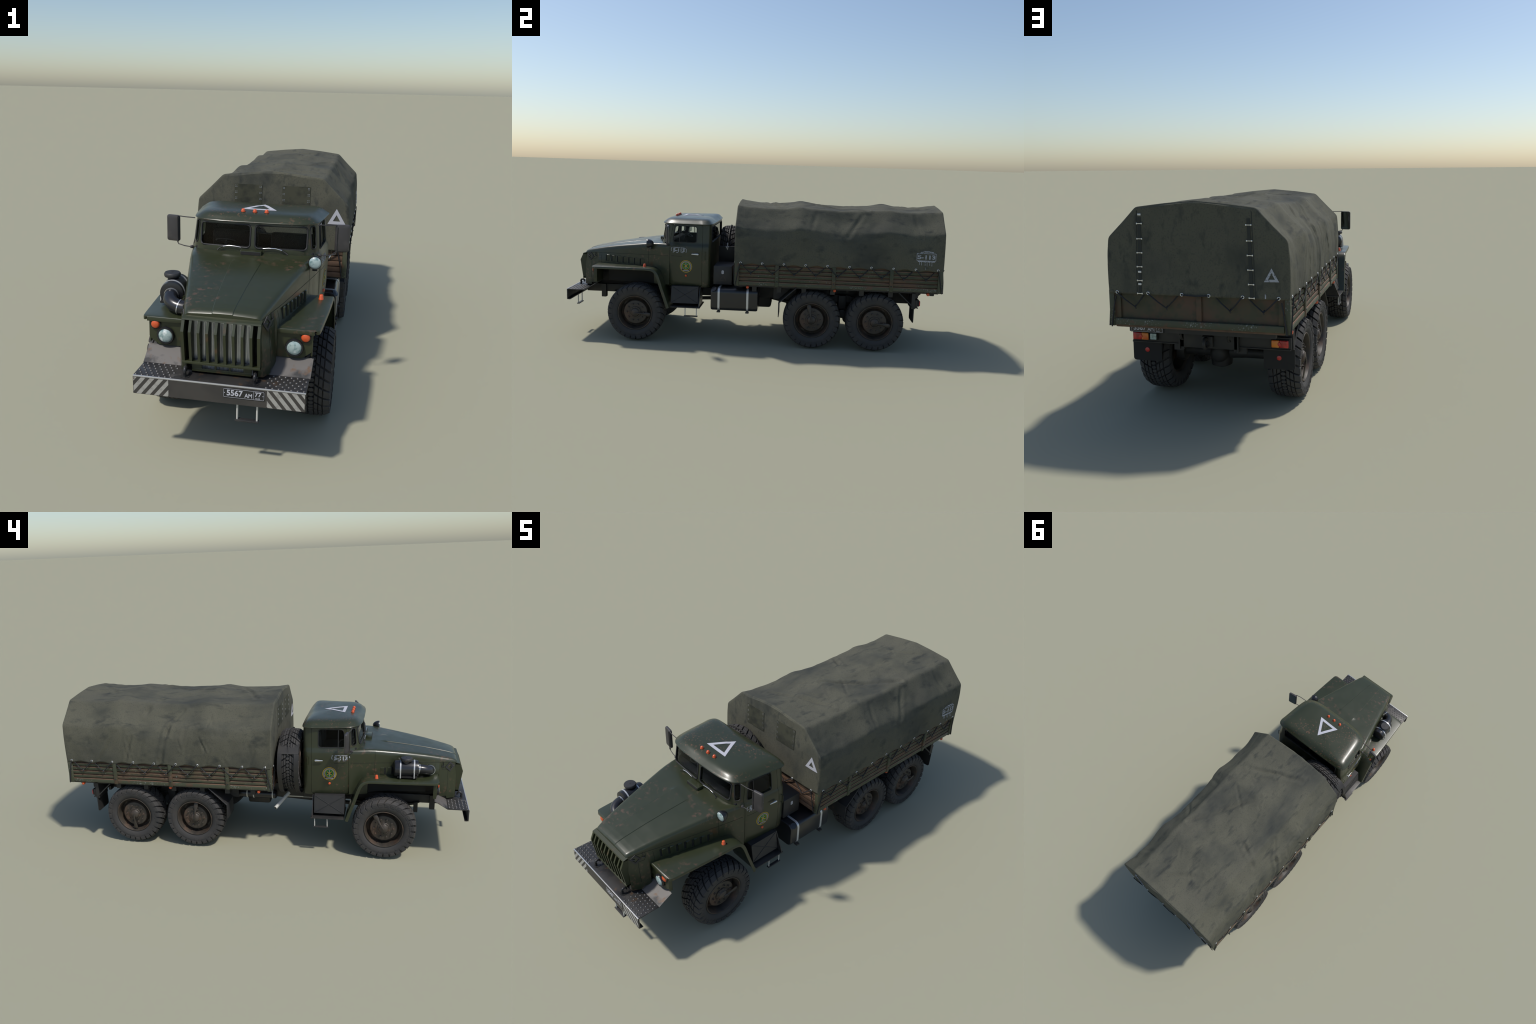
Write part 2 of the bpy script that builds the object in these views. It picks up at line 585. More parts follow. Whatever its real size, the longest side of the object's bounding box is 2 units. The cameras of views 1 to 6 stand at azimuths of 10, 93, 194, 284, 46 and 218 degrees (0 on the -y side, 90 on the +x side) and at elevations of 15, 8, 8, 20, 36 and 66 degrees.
zs = [.290, .296, .305, .33, .36, .40, .44, .48, .503, .510, .516, .522, .53, .55, .58, .61, .632]
outer = Geo().loft([cab_ring(z) for z in zs]).obj("outer", 'paint', None)
zi = [.305, .33, .37, .42, .47, .505, .53, .57, .61, .626]
inner = Geo().loft([cab_ring(z, .013) for z in zi]).obj("inner", 'paint', None)

WS = round_rect(.0085, .190, .5365, .6165, .013)                      # windscreen (x, z)
SIDE = round_poly([(-.4265, .530), (-.296, .530), (-.296, .6155), (-.412, .6155)], .013)   # (y, z)
SIDE_FRONT = round_poly([(-.4265, .530), (-.391, .530), (-.391, .6155), (-.412, .6155)], .010)
SIDE_REAR = round_poly([(-.387, .530), (-.296, .530), (-.296, .6155), (-.387, .6155)], .012)
QUARTER = round_rect(-.0125, .0125, .5385, .6175, .010)
BACK = round_rect(-.195, .195, .528, .612, .016)
qn = Vector((.80, -.60, 0)).normalized()
qt = Vector((.60, .80, 0)).normalized()
qc = Vector((.2115, -.4605, 0))

cut = []
cut.append(Geo().prism(WS, lambda a, b, h: Vector((a, h, b)), -.60, -.44).obj("c", None, None))
cut.append(Geo().prism(WS, lambda a, b, h: Vector((-a, h, b)), -.60, -.44).obj("c", None, None))
for o in (SIDE,):
    cut.append(Geo().prism(o, lambda a, b, h: Vector((h, a, b)), .17, .30).obj("c", None, None))
    cut.append(Geo().prism(o, lambda a, b, h: Vector((-h, a, b)), .17, .30).obj("c", None, None))
for s in (1, -1):
    def qfn(a, b, h, s=s):
        p = qc + qt * a + qn * h
        return Vector((p.x * s, p.y, b))
    cut.append(Geo().prism(QUARTER, qfn, -.045, .05).obj("c", None, None))
cut.append(Geo().prism(BACK, lambda a, b, h: Vector((a, h, b)), -.26, -.18).obj("c", None, None))
shell_me = apply_bool(outer, [inner] + cut)
drop(outer, inner, *cut)
shell = bpy.data.objects.new("shell", shell_me)
COL.objects.link(shell)

DOOR = round_poly([(-.4405, .299), (-.2635, .299), (-.2635, .6235), (-.425, .6235), (-.4405, .54)], .008)
DOOR_IN = round_poly([(-.4393, .300), (-.2647, .300), (-.2647, .6223), (-.4242, .6223), (-.4393, .54)], .008)
pr = [Geo().prism(DOOR, lambda a, b, h, s=s: Vector((h * s, a, b)), .17, .30).obj("c", None, None) for s in (1, -1)]
pi = [Geo().prism(DOOR_IN, lambda a, b, h, s=s: Vector((h * s, a, b)), .17, .30).obj("c", None, None) for s in (1, -1)]
cab_me = apply_bool(shell, pr)
door_mes = [apply_bool(shell, [pi[k]], 'INTERSECT') for k in (0, 1)]
drop(shell, *pr, *pi)
cab = finish("cab", cab_me, 'paint', truck, 30, recalc=False)
doors = [finish("door", me, 'paint', cab, 30, recalc=False) for me in door_mes]
def darken_inside(ob):
    """faces that look into the cab are coloured near-black to deepen its shade"""
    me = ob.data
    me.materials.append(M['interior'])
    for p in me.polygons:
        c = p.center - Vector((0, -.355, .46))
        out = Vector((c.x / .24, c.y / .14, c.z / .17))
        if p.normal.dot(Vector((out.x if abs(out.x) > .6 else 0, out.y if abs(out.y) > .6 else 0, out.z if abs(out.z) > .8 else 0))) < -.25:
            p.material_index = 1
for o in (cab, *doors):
    darken_inside(o)
cab_tree = bvh(cab, *doors)

# panes and rubber gaskets ---------------------------------------------------
def pane(outline, fn, name="window_pane", parent=cab, thick=0.0014, mat='glass'):
    """thin curved glass sheet over a window outline; fn(a, b, depth) -> point"""
    a0, a1 = min(p[0] for p in outline) - .002, max(p[0] for p in outline) + .002
    b0, b1 = min(p[1] for p in outline) - .002, max(p[1] for p in outline) + .002
    na, nb = 16, 6
    g = Geo()
    vs, fs = [], []
    for d in (.004, .004 + thick):
        for i in range(na + 1):
            for j in range(nb + 1):
                vs.append(fn(lerp(a0, a1, i / na), lerp(b0, b1, j / nb), d))
    n1 = (na + 1) * (nb + 1)
    ix = lambda i, j: i * (nb + 1) + j
    for i in range(na):
        for j in range(nb):
            q = (ix(i, j), ix(i + 1, j), ix(i + 1, j + 1), ix(i, j + 1))
            fs.append(q)
            fs.append(tuple(n1 + k for k in reversed(q)))
    border = [ix(i, 0) for i in range(na)] + [ix(na, j) for j in range(nb)] + \
             [ix(i, nb) for i in range(na, 0, -1)] + [ix(0, j) for j in range(nb, 0, -1)]
    for a, b in zip(border, border[1:] + border[:1]):
        fs.append((b, a, a + n1, b + n1))
    g.add(vs, fs)
    return g.obj(name, mat, parent, 40)

def gasket(outline, fn, r=.0026, parent=cab):
    pts = [fn(a, b, -.0002) for a, b in outline]
    g = Geo()
    g.tube(pts + [pts[0], pts[1]], r, 6, False)
    return g.obj("window_gasket", 'gasket', parent, 60)

for s in (1, -1):
    ws_fn = lambda a, b, d, s=s: Vector((a * s, cab_front_y(a, b) + d, b))
    pane(WS, ws_fn, "windscreen_pane")
    gasket(WS, ws_fn, .003)
    sd_fn = lambda a, b, d, s=s: Vector(((cab_side_x(a, b) - d) * s, a, b))
    dr = doors[0 if s > 0 else 1]
    pane(SIDE_FRONT, sd_fn, "window_pane", dr)
    pane(SIDE_REAR, sd_fn, "window_pane", dr)
    gasket(SIDE, sd_fn, .002, dr)
    Geo().tube([sd_fn(-.389, z, .002) for z in (.530, .555, .58, .60, .6155)], .0024, 6).obj("window_divider", 'gasket', dr, 60)
    def q_fn(a, b, d, s=s):
        p = qc + qt * a
        best = cab_tree.ray_cast(Vector((p.x, p.y, b)) + qn * .06, -qn, .12)
        # surface is open here: use the plan itself
        base = None
        pts = [cab_point(h, b) for h in HALF]
        for (x0, y0), (x1, y1) in zip(pts, pts[1:]):
            u0 = (Vector((x0, y0, 0)) - qc).dot(qt)
            u1 = (Vector((x1, y1, 0)) - qc).dot(qt)
            if u0 <= a <= u1 and y0 < -.38:
                t = (a - u0) / (u1 - u0)
                base = Vector((lerp(x0, x1, t), lerp(y0, y1, t), 0))
                break
        if base is None:
            base = p
        q = base - qn * d
        return Vector((q.x * s, q.y, b))
    pane(QUARTER, q_fn, "quarter_window_pane")
    gasket(QUARTER, q_fn, .0022)
rear_fn = lambda a, b, d: Vector((a, cab_front_y(a, b, True) - d, b))
pane(BACK, rear_fn, "rear_window_pane")
gasket(BACK, rear_fn, .0026)

# roof ----------------------------------------------------------------------
def roof_z(u):      # u: 0 at gutter, 1 at centre of roof
    return .628 + .0285 * (1 - (1 - min(1, u / .42)) ** 2.3) if u < .42 else .6565 + .0005 * u

ROOF_PLAN = [(0, -.497), (.10, -.496), (.155, -.4905), (.190, -.479), (.212, -.459), (.2245, -.43), (.234, -.37),
             (.243, -.285), (.2465, -.258), (.243, -.236), (.228, -.222), (.19, -.2165), (.10, -.2145), (0, -.2145)]
rh = catmull([(a, b, 0) for a, b in ROOF_PLAN], 5)
rloop = [Vector((p.x, p.y, 0)) for p in rh] + [Vector((-p.x, p.y, 0)) for p in rh[-2:0:-1]]
rc = Vector((0, -.345, 0))
rings = []
def roof_ring(sx, z, zc=0.0):
    out = []
    for p in rloop:
        d = p - rc
        L = d.length
        k = max(0.0, 1 - sx / L)          # inset by an absolute distance
        q = rc + d * k
        out.append(Vector((q.x, q.y, z)))
    return out
PROFILE = [(.010, .6255), (.000, .6255), (-.0015, .6275), (.000, .6295), (.004, .6315), (.010, .6355), (.018, .6410),
           (.028, .6466), (.040, .6505), (.055, .6530), (.075, .6545), (.10, .6553), (.125, .6558)]
for inset, z in PROFILE:
    rings.append(roof_ring(inset, z))
for k in (.66, .33):
    rings.append([Vector((lerp(rc.x, p.x, k), lerp(rc.y, p.y, k), .6558 + .0012 * (1 - k))) for p in rings[12]])
g = Geo()
n = len(rloop)
g.loft(rings, True, False)
base = (len(rings) - 1) * n
g.v.append(Vector((rc.x, rc.y, .6572)))
c = len(g.v) - 1
for j in range(n):
    g.f.append((base + j, base + (j + 1) % n, c))
g.f.append(tuple(range(n - 1, -1, -1)))
roof = g.obj("roof", 'paint_roof', cab, 40)
roof_tree = bvh(roof)

# roof marker lamps
for x in (-.0465, -.004, .0385):
    loc = roof_tree.ray_cast(Vector((x, -.4415, .8)), Vector((0, 0, -1)))[0]
    Geo().lathe([(-.004, .0085), (.0015, .0085), (.0015, .0076), (.008, .0064), (.0105, .0045), (.0112, 0)],
                loc, (0, -.12, 1), 20).obj("roof_lamp", 'orange', cab, 50)
    Geo().lathe([(-.004, .0092), (.0012, .0092)], loc, (0, -.12, 1), 20).obj("lamp_base", 'black_matt', cab, 40)

# roof triangle marking
v2, f2 = strip([(-.046, -.398), (.056, -.401), (.0075, -.312)], .0145, True)
conform(roof_tree, [(a, b, .70) for a, b in v2], f2, "roof_triangle_marking", 'white', roof, (0, 0, -1), .1)

# ================================================================== HOOD
HOOD = [  # y, shoulder half width, shoulder z, centre z, crease half width, bottom half width, bottom z
    (-.9385, .1125, .4400, .4470, .0295, .1215, .2640),
    (-.9330, .1145, .4450, .4530, .0300, .1240, .2620),
    (-.9200, .1190, .4500, .4585, .0310, .1295, .2620),
    (-.9000, .1260, .4550, .4640, .0325, .1385, .2620),
    (-.8980, .1265, .4555, .4645, .0325, .1390, .2740),
    (-.8600, .1370, .4640, .4725, .0350, .1480, .2740),
    (-.8580, .1375, .4645, .4730, .0350, .1485, .3850),
    (-.8000, .1520, .4765, .4845, .0385, .1600, .3850),
    (-.7200, .1710, .4900, .4970, .0430, .1770, .3850),
    (-.6400, .1900, .5015, .5080, .0475, .1940, .3850),
    (-.5620, .2085, .5120, .5175, .0520, .2110, .3850),
    (-.5300, .2160, .5145, .5195, .0540, .2180, .3600),
    (-.5280, .2165, .5145, .5195, .0540, .2185, .2980),
    (-.4900, .2255, .5150, .5205, .0560, .2260, .2970),
    (-.4430, .2335, .5150, .5205, .0560, .2335, .2970),
]
def hood_ring(y):
    w, zs_, zc, cr, wb, zb = interp(y, HOOD)
    pts = []
    raised = .0020 * max(0.0, min(1.0, (-.585 - y) / .02))
    slope = (zc - zs_)
    fz = lambda x: zc - slope * .45 * (x / (w - .018)) ** 2
    for k in range(9):
        x = cr * k / 8
        pts.append((x, fz(x) + raised))
    pts.append((cr + .0022, fz(cr + .0022)))
    for k in range(1, 9):
        x = lerp(cr + .0022, w - .018, k / 8)
        pts.append((x, fz(x)))
    # rounded shoulder, tighter at the nose
    p0 = Vector((w - .018, fz(w - .018)))
    tight = max(0.0, min(1.0, (-.86 - y) / .07))
    p1 = Vector((w - .001, zs_ + .002 + .003 * tight))
    p2 = Vector((w + .0005, zs_ - .020 + .010 * tight))
    for k in range(1, 9):
        t = k / 8
        q = p0 * (1 - t) ** 2 + p1 * 2 * t * (1 - t) + p2 * t * t
        pts.append((q.x, q.y))
    for k in range(1, 9):
        t = k / 8
        pts.append((lerp(w + .0005, wb, min(1, t * 1.4)), lerp(zs_ - .020 + .010 * tight, zb, t)))
    loop = [Vector((x, y, z)) for x, z in pts] + [Vector((-x, y, z)) for x, z in reversed(pts[1:])]
    return loop
ys = sorted(set([h[0] for h in HOOD] + [-.94 + .0125 * i for i in range(1, 40)]))
ys = [y for y in ys if -.9386 <= y <= -.4429]
hood0 = Geo().loft([hood_ring(y) for y in ys]).obj("hood0", None, None)
cutter = Geo().box(-.1080, .1080, -.960, -.9060, .2500, .4330).obj("c", None, None)
hood_me = apply_bool(hood0, [cutter])
drop(hood0, cutter)
hood = finish("hood", hood_me, 'paint_hood', truck, 28, recalc=False)
hood_tree = bvh(hood)

def hood_x(y, z, s=1):
    hit = hood_tree.ray_cast(Vector((.5 * s, y, z)), Vector((-s, 0, 0)))[0]
    return abs(hit.x) if hit else .2

both_tree = bvh(hood, cab, *doors)
def side_line(pts, s, width=.0013, mat='gap_patch', name="seam_strip"):  # thin dark strips laid on the panels to stand for seam grooves
    v2, f2 = strip(pts, width, False, .008)
    return conform(both_tree, [(.30 * s, a, b) for a, b in v2], f2, name, mat, hood, (-s, 0, 0), .1, off=.0001, thick=.0003)
for s in (1, -1):
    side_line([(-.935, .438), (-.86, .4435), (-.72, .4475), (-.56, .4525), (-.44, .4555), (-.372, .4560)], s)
    side_line([(-.5605, .514), (-.5605, .405)], s)
    side_line([(-.838, .438), (-.838, .39)], s, .001)
    # inspection flap outline near the grille
    side_line([(-.868, .436), (-.868, .418), (-.876, .406), (-.90, .4045), (-.90, .30)], s, .0012)
    # raised pressing on the front corner
    if True:
        v2, f2 = strip([(-.9075, .4385), (-.890, .4195), (-.9095, .4015), (-.927, .4245)], .0065, True)
        conform(hood_tree, [(.30 * s, a, b) for a, b in v2], f2, "diamond_badge", 'box_black', hood, (-s, 0, 0), .15, off=.001, thick=.002)
        Geo().tube([(s * hood_x(-.922, .421), -.926, .424), (s * (hood_x(-.91, .42) + .003), -.910, .4205)], .0022, 6).obj("badge_bar", 'box_black', hood)
    # bonnet catch
    x = hood_x(-.877, .43)
    Geo().tube([(s * (x + .002), -.877, .444), (s * (x + .003), -.877, .424)], .0014, 6) \
         .tube([(s * (x + .004), -.884, .4235), (s * (x + .004), -.870, .4235)], .0018, 6).obj("bonnet_catch", 'box_black', hood)
    # louvres: a dark patch standing for the opening, with a pressed-out lip
    for i in range(7):
        y = -.8085 + i * .0335
        z0, z1 = .4015 - i * .0012, .4345 - i * .0012
        xa = hood_x(y, .415)
        q = [(y - .0045, z1), (y + .0060, z1), (y + .0060, z0), (y - .0045, z0)]
        vs = [(.30 * s, a, b) for a, b in q]
        conform(hood_tree, vs, [(0, 1, 2, 3)], "louvre_dark_patch", 'gap_patch', hood, (-s, 0, 0), .15, off=.0004, thick=.0004)
        xb = hood_x(y + .0165, .415)
        g = Geo()
        P = lambda yy, dx, z: Vector((s * (hood_x(yy, .415) + dx), yy, z))
        ya, yb = y + .0035, y + .0210
        g.add([P(ya, .0055, z1), P(yb, .0006, z1), P(yb, -.002, z1 + .002), P(ya, -.001, z1 + .003),
               P(ya, .0055, z0), P(yb, .0006, z0), P(yb, -.002, z0 - .002), P(ya, -.001, z0 - .003)],
              [(0, 1, 2, 3), (7, 6, 5, 4), (0, 4, 5, 1), (1, 5, 6, 2), (2, 6, 7, 3), (3, 7, 4, 0)])
        g.obj("louvre", 'paint_hood', hood, 20)

# air intake vent below the windscreen
g = Geo().box(-.0375, .0375, -.5350, -.505, .510, .5330, .002)
g.obj("air_vent", 'paint_hood', hood, 30)
Geo().box(-.034, .034, -.5365, -.534, .5205, .5310).obj("vent_grille", 'black_matt', hood)
for z in (.533, .537, .541):
    pass

# wipers
for s, pts in ((1, [(-.123, .526), (-.105, .537), (-.083, .5415), (-.06, .5405), (-.040, .538)]),
               (1, [(.125, .524), (.106, .536), (.084, .541), (.06, .541), (.039, .5385)])):
    p3 = [(x, cab_front_y(x, z) - .007, z) for x, z in pts]
    Geo().tube(p3, [.0014, .0018, .0018, .0016, .0012], 6).obj("wiper", 'chrome', cab, 60)
    a = p3[0]
    Geo().tube([(a[0], a[1] - .003, a[2] - .004), p3[0], p3[1]], .0022, 6).obj("wiper_arm", 'gasket', cab, 60)

# ================================================================== GRILLE
grille = Geo()
def prow(dx0, dx1, g, zt=.4345, zb=.2930):
    prof = [(-.934, zt), (-.9530, zt - .004), (-.9690, .396), (-.9540, zb), (-.934, zb)]
    g.loft([[Vector((dx0, y, z)) for y, z in prof], [Vector((dx1, y, z)) for y, z in prof]])
for x in (.0129, .0387, .0645, .0903):
    for s in (1, -1):
        prow(x * s - .004, x * s + .004, grille)
for s in (1, -1):
    prow(s * .1125 - .0045, s * .1125 + .0045, grille)
grille.loft([[Vector((x, y, z)) for y, z in ((-.9335, .4385), (-.9535, .4330), (-.9555, .4285), (-.9335, .4285))] for x in (-.1170, .1170)])
grille.box(-.1170, .1170, -.9560, -.934, .2915, .3000, .001)
grille_ob = grille.obj("grille", 'paint_plain', truck, 25)
# lower apron with slots
g = Geo()
g.box(-.090, .090, -.9430, -.9385, .264, .2745, .001)
g.box(-.090, .090, -.9430, -.9385, .2855, .2920, .001)
for x0, x1 in ((-.090, -.060), (-.021, -.016), (.0225, .0275), (.066, .090)):
    g.box(x0, x1, -.9429, -.9386, .2744, .2856)
g.obj("grille_apron", 'paint_plain', grille_ob, 30)
# dark plate added at the back of the recess, radiator core behind the bars
Geo().box(-.1080, .1080, -.9085, -.9050, .2500, .4335).obj("grille_back_plate", 'black_matt', grille_ob)
g = Geo()
k = 0
x = -.090
rnd = random.Random(3)
while x < .090:
    w = rnd.choice((.0028, .0036, .0055))
    g.tube([(x + w / 2, -.9270 - rnd.random() * .0015, .262), (x + w / 2, -.9270, .4180)], w * .5, 8)
    x += w
g.box(-.090, .090, -.9320, -.9090, .4165, .4205)
g.obj("radiator", 'radiator', grille_ob, 30)

# ================================================================== FENDERS
FPATH = [(-.8550, .3835, .2580, .136), (-.8545, .3865, .2640, .137), (-.8520, .3880, .2695, .138), (-.8450, .3885, .2750, .140), (-.830, .3890, .2780, .142), (-.76, .3900, .2835, .155),
         (-.66, .3915, .2905, .176), (-.58, .3925, .2945, .194), (-.543, .3920, .2955, .200), (-.522, .3890, .2962, .200),
         (-.505, .3810, .2970, .190), (-.4920, .3660, .2980, .175), (-.481, .3410, .2990, .160), (-.466, .2950, .3005, .155),
         (-.446, .2380, .3020, .155), (-.4280, .1860, .3035, .155)]
for s in (1, -1):
    pts = catmull([(a, b, 0) for a, b, _, _ in FPATH], 3)
    wid = catmull([(c, d, 0) for _, _, c, d in FPATH], 3)
    rings = []
    for i, p in enumerate(pts):
        a, b = pts[max(0, i - 1)], pts[min(len(pts) - 1, i + 1)]
        t = (b - a).normalized()
        nv = Vector((t.y * -1, t.x, 0)) * 1
        nv = Vector((-t.y, t.x, 0))
        if nv.y < 0 and i < 12:
            nv = -nv
        xo, xi = wid[i].x, wid[i].y
        def pt(x, d):
            return Vector((s * x, p.x + nv.x * d, p.y + nv.y * d))
        fl = .013 + .003 * max(0.0, min(1.0, (p.x + .53) / .04))
        rings.append([pt(xi, 0), pt(xo - .005, 0), pt(xo - .0015, -.0015), pt(xo, -.005), pt(xo, -fl),
                      pt(xo - .003, -fl), pt(xo - .004, -.006), pt(xi, -.005)])
    g = Geo().loft(rings)
    # front lip
    g.box(*sorted((s * .1370, s * .2610)), -.8560, -.8520, .3735, .3870, .0015)
    fender = g.obj("fender", 'paint_hood', truck, 40)
    # inner splash wall, close to the engine
    wall = [(.146, -.800), (.150, -.620), (.182, -.535), (.200, -.470)]
    Geo().loft([[Vector((s * x, y, .292)), Vector((s * x, y, .385)), Vector((s * (x - .004), y, .385)), Vector((s * (x - .004), y, .292))]
                for x, y in wall]).obj("splash_wall", 'black_matt', fender)
    # marker lamp on top
    Geo().lathe([(-.003, .0088), (.002, .0088), (.003, .0078), (.015, .0062), (.0165, .0045), (.0168, 0)],
                (s * .255, -.571, .3925), (0, 0, 1), 20).obj("fender_lamp", 'orange', fender, 50)
    # lamp panel
    poly = round_poly([(.120, .3760), (.2560, .3760), (.2560, .3180), (.2250, .2950), (.120, .2950)], .005)
    g = Geo().prism(poly, lambda a, b, h: Vector((s * a, h, b)), -.8470, -.8390)
    g.box(*sorted((s * .2510, s * .2555)), -.845, -.8300, .3020, .3760, .001)
    panel = g.obj("lamp_panel", 'paint_plain', fender, 30)
    hc = Vector((s * .2015, -.848, .3295))
    Geo().ring([(0, .0215), (0, .0280), (.007, .0285), (.0105, .0265), (.0105, .0235), (.006, .0220)], hc, (0, -1, 0), 36) \
         .obj("headlamp_bezel", 'black', fender, 45)
    Geo().lathe([(.002, .0235), (.0075, .0235), (.0105, .0195), (.0130, .0115), (.0138, 0)], hc, (0, -1, 0), 36).obj("headlamp", 'lens', fender, 60)
    Geo().lathe([(0, .0140), (.004, .0138), (.008, .0125), (.0100, .0090), (.0108, 0)],
                (s * .2345, -.8468, .3635), (0, -1, 0), 28).obj("turn_signal", 'orange', fender, 50)
    Geo().ring([(0, .0138), (0, .0165), (.005, .0165), (.005, .0138)], (s * .2345, -.8468, .3635), (0, -1, 0), 28).obj("signal_base", 'black_matt', fender, 45)

# ================================================================== BUMPER
bump = Geo()
bump.box(-.2560, .2560, -.9950, -.9900, .1980, .2555, .0015)          # face
bump.box(-.2560, .2560, -.9940, -.9000, .2515, .2560, .001)           # tread plate
bump.box(-.2560, .2560, -.9900, -.9780, .1980, .2020)                 # lower lip
bumper = bump.obj("bumper", 'bumper', truck, 30)
Geo().box(-.2545, .2545, -.9962, -.9945, .1990, .2525).obj("bumper_face_plate", 'bumper_face', bumper)
Geo().box(-.2555, .2555, -.9958, -.9915, .2526, .2572, .001).obj("bumper_edge", 'bright_edge', bumper)
# hazard stripes, trimmed to the end panels
for s in (1, -1):
    g = Geo()
    x0, x1, z0, z1 = .146, .2535, .2000, .2520
    k = -2
    for k in range(-1, 5):
        # bands leaning outwards at the top
        xs0 = x0 - .012 + k * .0272
        quad = [(xs0, z1), (xs0 + .0145, z1), (xs0 + .0145 + .042, z0), (xs0 + .042, z0)]
        # clip against x0..x1
        def clip(poly, xc, keep_gt):
            out = []
            for i in range(len(poly)):
                a, b = poly[i - 1], poly[i]
                ia = (a[0] >= xc) == keep_gt
                ib = (b[0] >= xc) == keep_gt
                if ia != ib:
                    t = (xc - a[0]) / (b[0] - a[0])
                    out.append((xc, lerp(a[1], b[1], t)))
                if ib:
                    out.append(b)
            return out
        quad = clip(quad, x0, True)
        quad = clip(quad, x1, False) if len(quad) > 2 else quad
        if len(quad) > 2:
            g.prism(quad, lambda a, b, h: Vector((s * a, h, b)), -.9968, -.9958)
    g.obj("hazard_stripe", 'stripe', bumper, 0)
# tread studs
stud = Geo().lathe([(0, .0042), (.0016, .0034), (.0025, .0016), (.0027, 0)], (0, 0, 0), (0, 0, 1), 8).obj("tread_stud", 'stud', bumper, 60)
first = True
for s in (1, -1):
    for i in range(7):
        for j in range(6):
            x = .141 + i * .0180 + (.0090 if j % 2 else 0)
            y = -.9850 + j * .0155
            if x > .252:
                continue
            if first:
                stud.location = (s * x, y, .2560)
                first = False
            else:
                instance(stud, "tread_stud", bumper, (s * x, y, .2560))
# rising flaps between bumper and fender
for s in (1, -1):
    g = Geo()
    A, B = (.140, .2585), (.155, .2600)
    vs = []
    for dz in (0, .0035):
        vs += [Vector((s * .135, -.9000, .2525 + dz)), Vector((s * .2580, -.9000, .2525 + dz)),
               Vector((s * .2600, -.8380, .2910 + dz)), Vector((s * .1400, -.8380, .2910 + dz))]
    g.add(vs, [(0, 1, 2, 3), (7, 6, 5, 4), (0, 4, 5, 1), (1, 5, 6, 2), (2, 6, 7, 3), (3, 7, 4, 0)])
    g.obj("bumper_flap", 'flap_steel', bumper, 20)
# tow hooks
for s in (1, -1):
    c = Vector((s * .104, -.9620, .2720))
    pts = []
    for k in range(15):
        t = math.radians(-35 + 235 * k / 14)
        pts.append(c + Vector((0, -.0105 * math.cos(t), .0105 * math.sin(t))))
    pts = [Vector((s * .104, -.9730, .2560))] + pts
    Geo().tube(pts, [.0052] * 10 + [.0048, .0044, .004, .0036, .0032, .0026], 10).obj("tow_hook", 'bumper', bumper, 60)
    Geo().lathe([(0, .014), (.0014, .014)], (s * .104, -.968, .2560), (0, 0, 1), 20).obj("hook_plate", 'bumper', bumper)
# drop step
Geo().tube([(.058, -.985, .200), (.058, -.985, .146)], .0030, 8).tube([(.1165, -.985, .200), (.1165, -.985, .146)], .0030, 8).obj("step_rod", 'rod', bumper, 50)
Geo().box(.0520, .1220, -.992, -.977, .1430, .1480, .001).obj("step_tread", 'box_black', bumper)

# number plates
def plate(cx, y, cz, w, h, face, parent):
    """face -1: looks towards -y; +1: towards +y"""
    d = face
    Geo().prism(round_rect(-w / 2, w / 2, -h / 2, h / 2, .004), lambda a, b, t: Vector((cx - a * d, y + t * d, cz + b)), -.001, .0012).obj("number_plate", 'black', parent, 30)
    def put(vs, fs, name="plate_character", lift=.0013):
        g = Geo()
        g.v = [Vector((cx - a * d, y + (lift + dt) * d, cz + b)) for dt in (0, .0007) for a, b in vs]
        n = len(vs)
        g.f = [tuple(f) for f in fs] + [tuple(i + n for i in f) for f in fs]
        return g.obj(name, 'white', parent, 0)
    k = w / .122
    v, f = text2d("5567", .0245 * k, .0006, .047 * k)
    put([(a - .026 * k, b + .001) for a, b in v], f)
    v, f = text2d("AM", .0175 * k, .0003, .022 * k)
    put([(a + .0135 * k, b - .0028 * k) for a, b in v], f)
    v, f = text2d("77", .0185 * k, .0003, .019 * k)
    put([(a + .042 * k, b + .0035 * k) for a, b in v], f)
    v, f = text2d("RUS", .0068 * k, .0, .012 * k)
    put([(a + .041 * k, b - .0092 * k) for a, b in v], f)
    v, f = strip(round_rect(-w / 2 + .002, w / 2 - .002, -h / 2 + .002, h / 2 - .002, .003), .0006, True)
    put(v, f, "plate_border")
    v, f = strip([(.0285 * k, -h / 2 + .002), (.0285 * k, h / 2 - .002)], .0006, False)
    put(v, f, "plate_border")
    for x in (-w / 2 + .005, w / 2 - .005):
        v, f = disc2d(x, 0, 0.0004, .0013, 12)
        put(v, f, "plate_bolt")
plate(.0785, -.9965, .2345, .1220, .0300, -1, bumper)

# ================================================================== LAMPS, MIRRORS, AIR FILTER
# search lamp on the right front corner
Geo().lathe([(.004, .0225), (.001, .0235), (-.004, .0235), (-.012, .0215), (-.022, .0165), (-.029, .009), (-.031, 0)],
            (.2275, -.560, .5155), (0.05, -1, .0), 30).obj("search_lamp", 'black', truck, 50)
Geo().lathe([(-.002, .0215), (.004, .0205), (.0065, .014), (.0075, 0)], (.2275, -.560, .5155), (0.05, -1, 0), 30).obj("search_lamp_lens", 'lens', truck, 60)
Geo().box(.2190, .2360, -.556, -.540, .485, .497, .001).obj("search_lamp_bracket", 'black', truck)

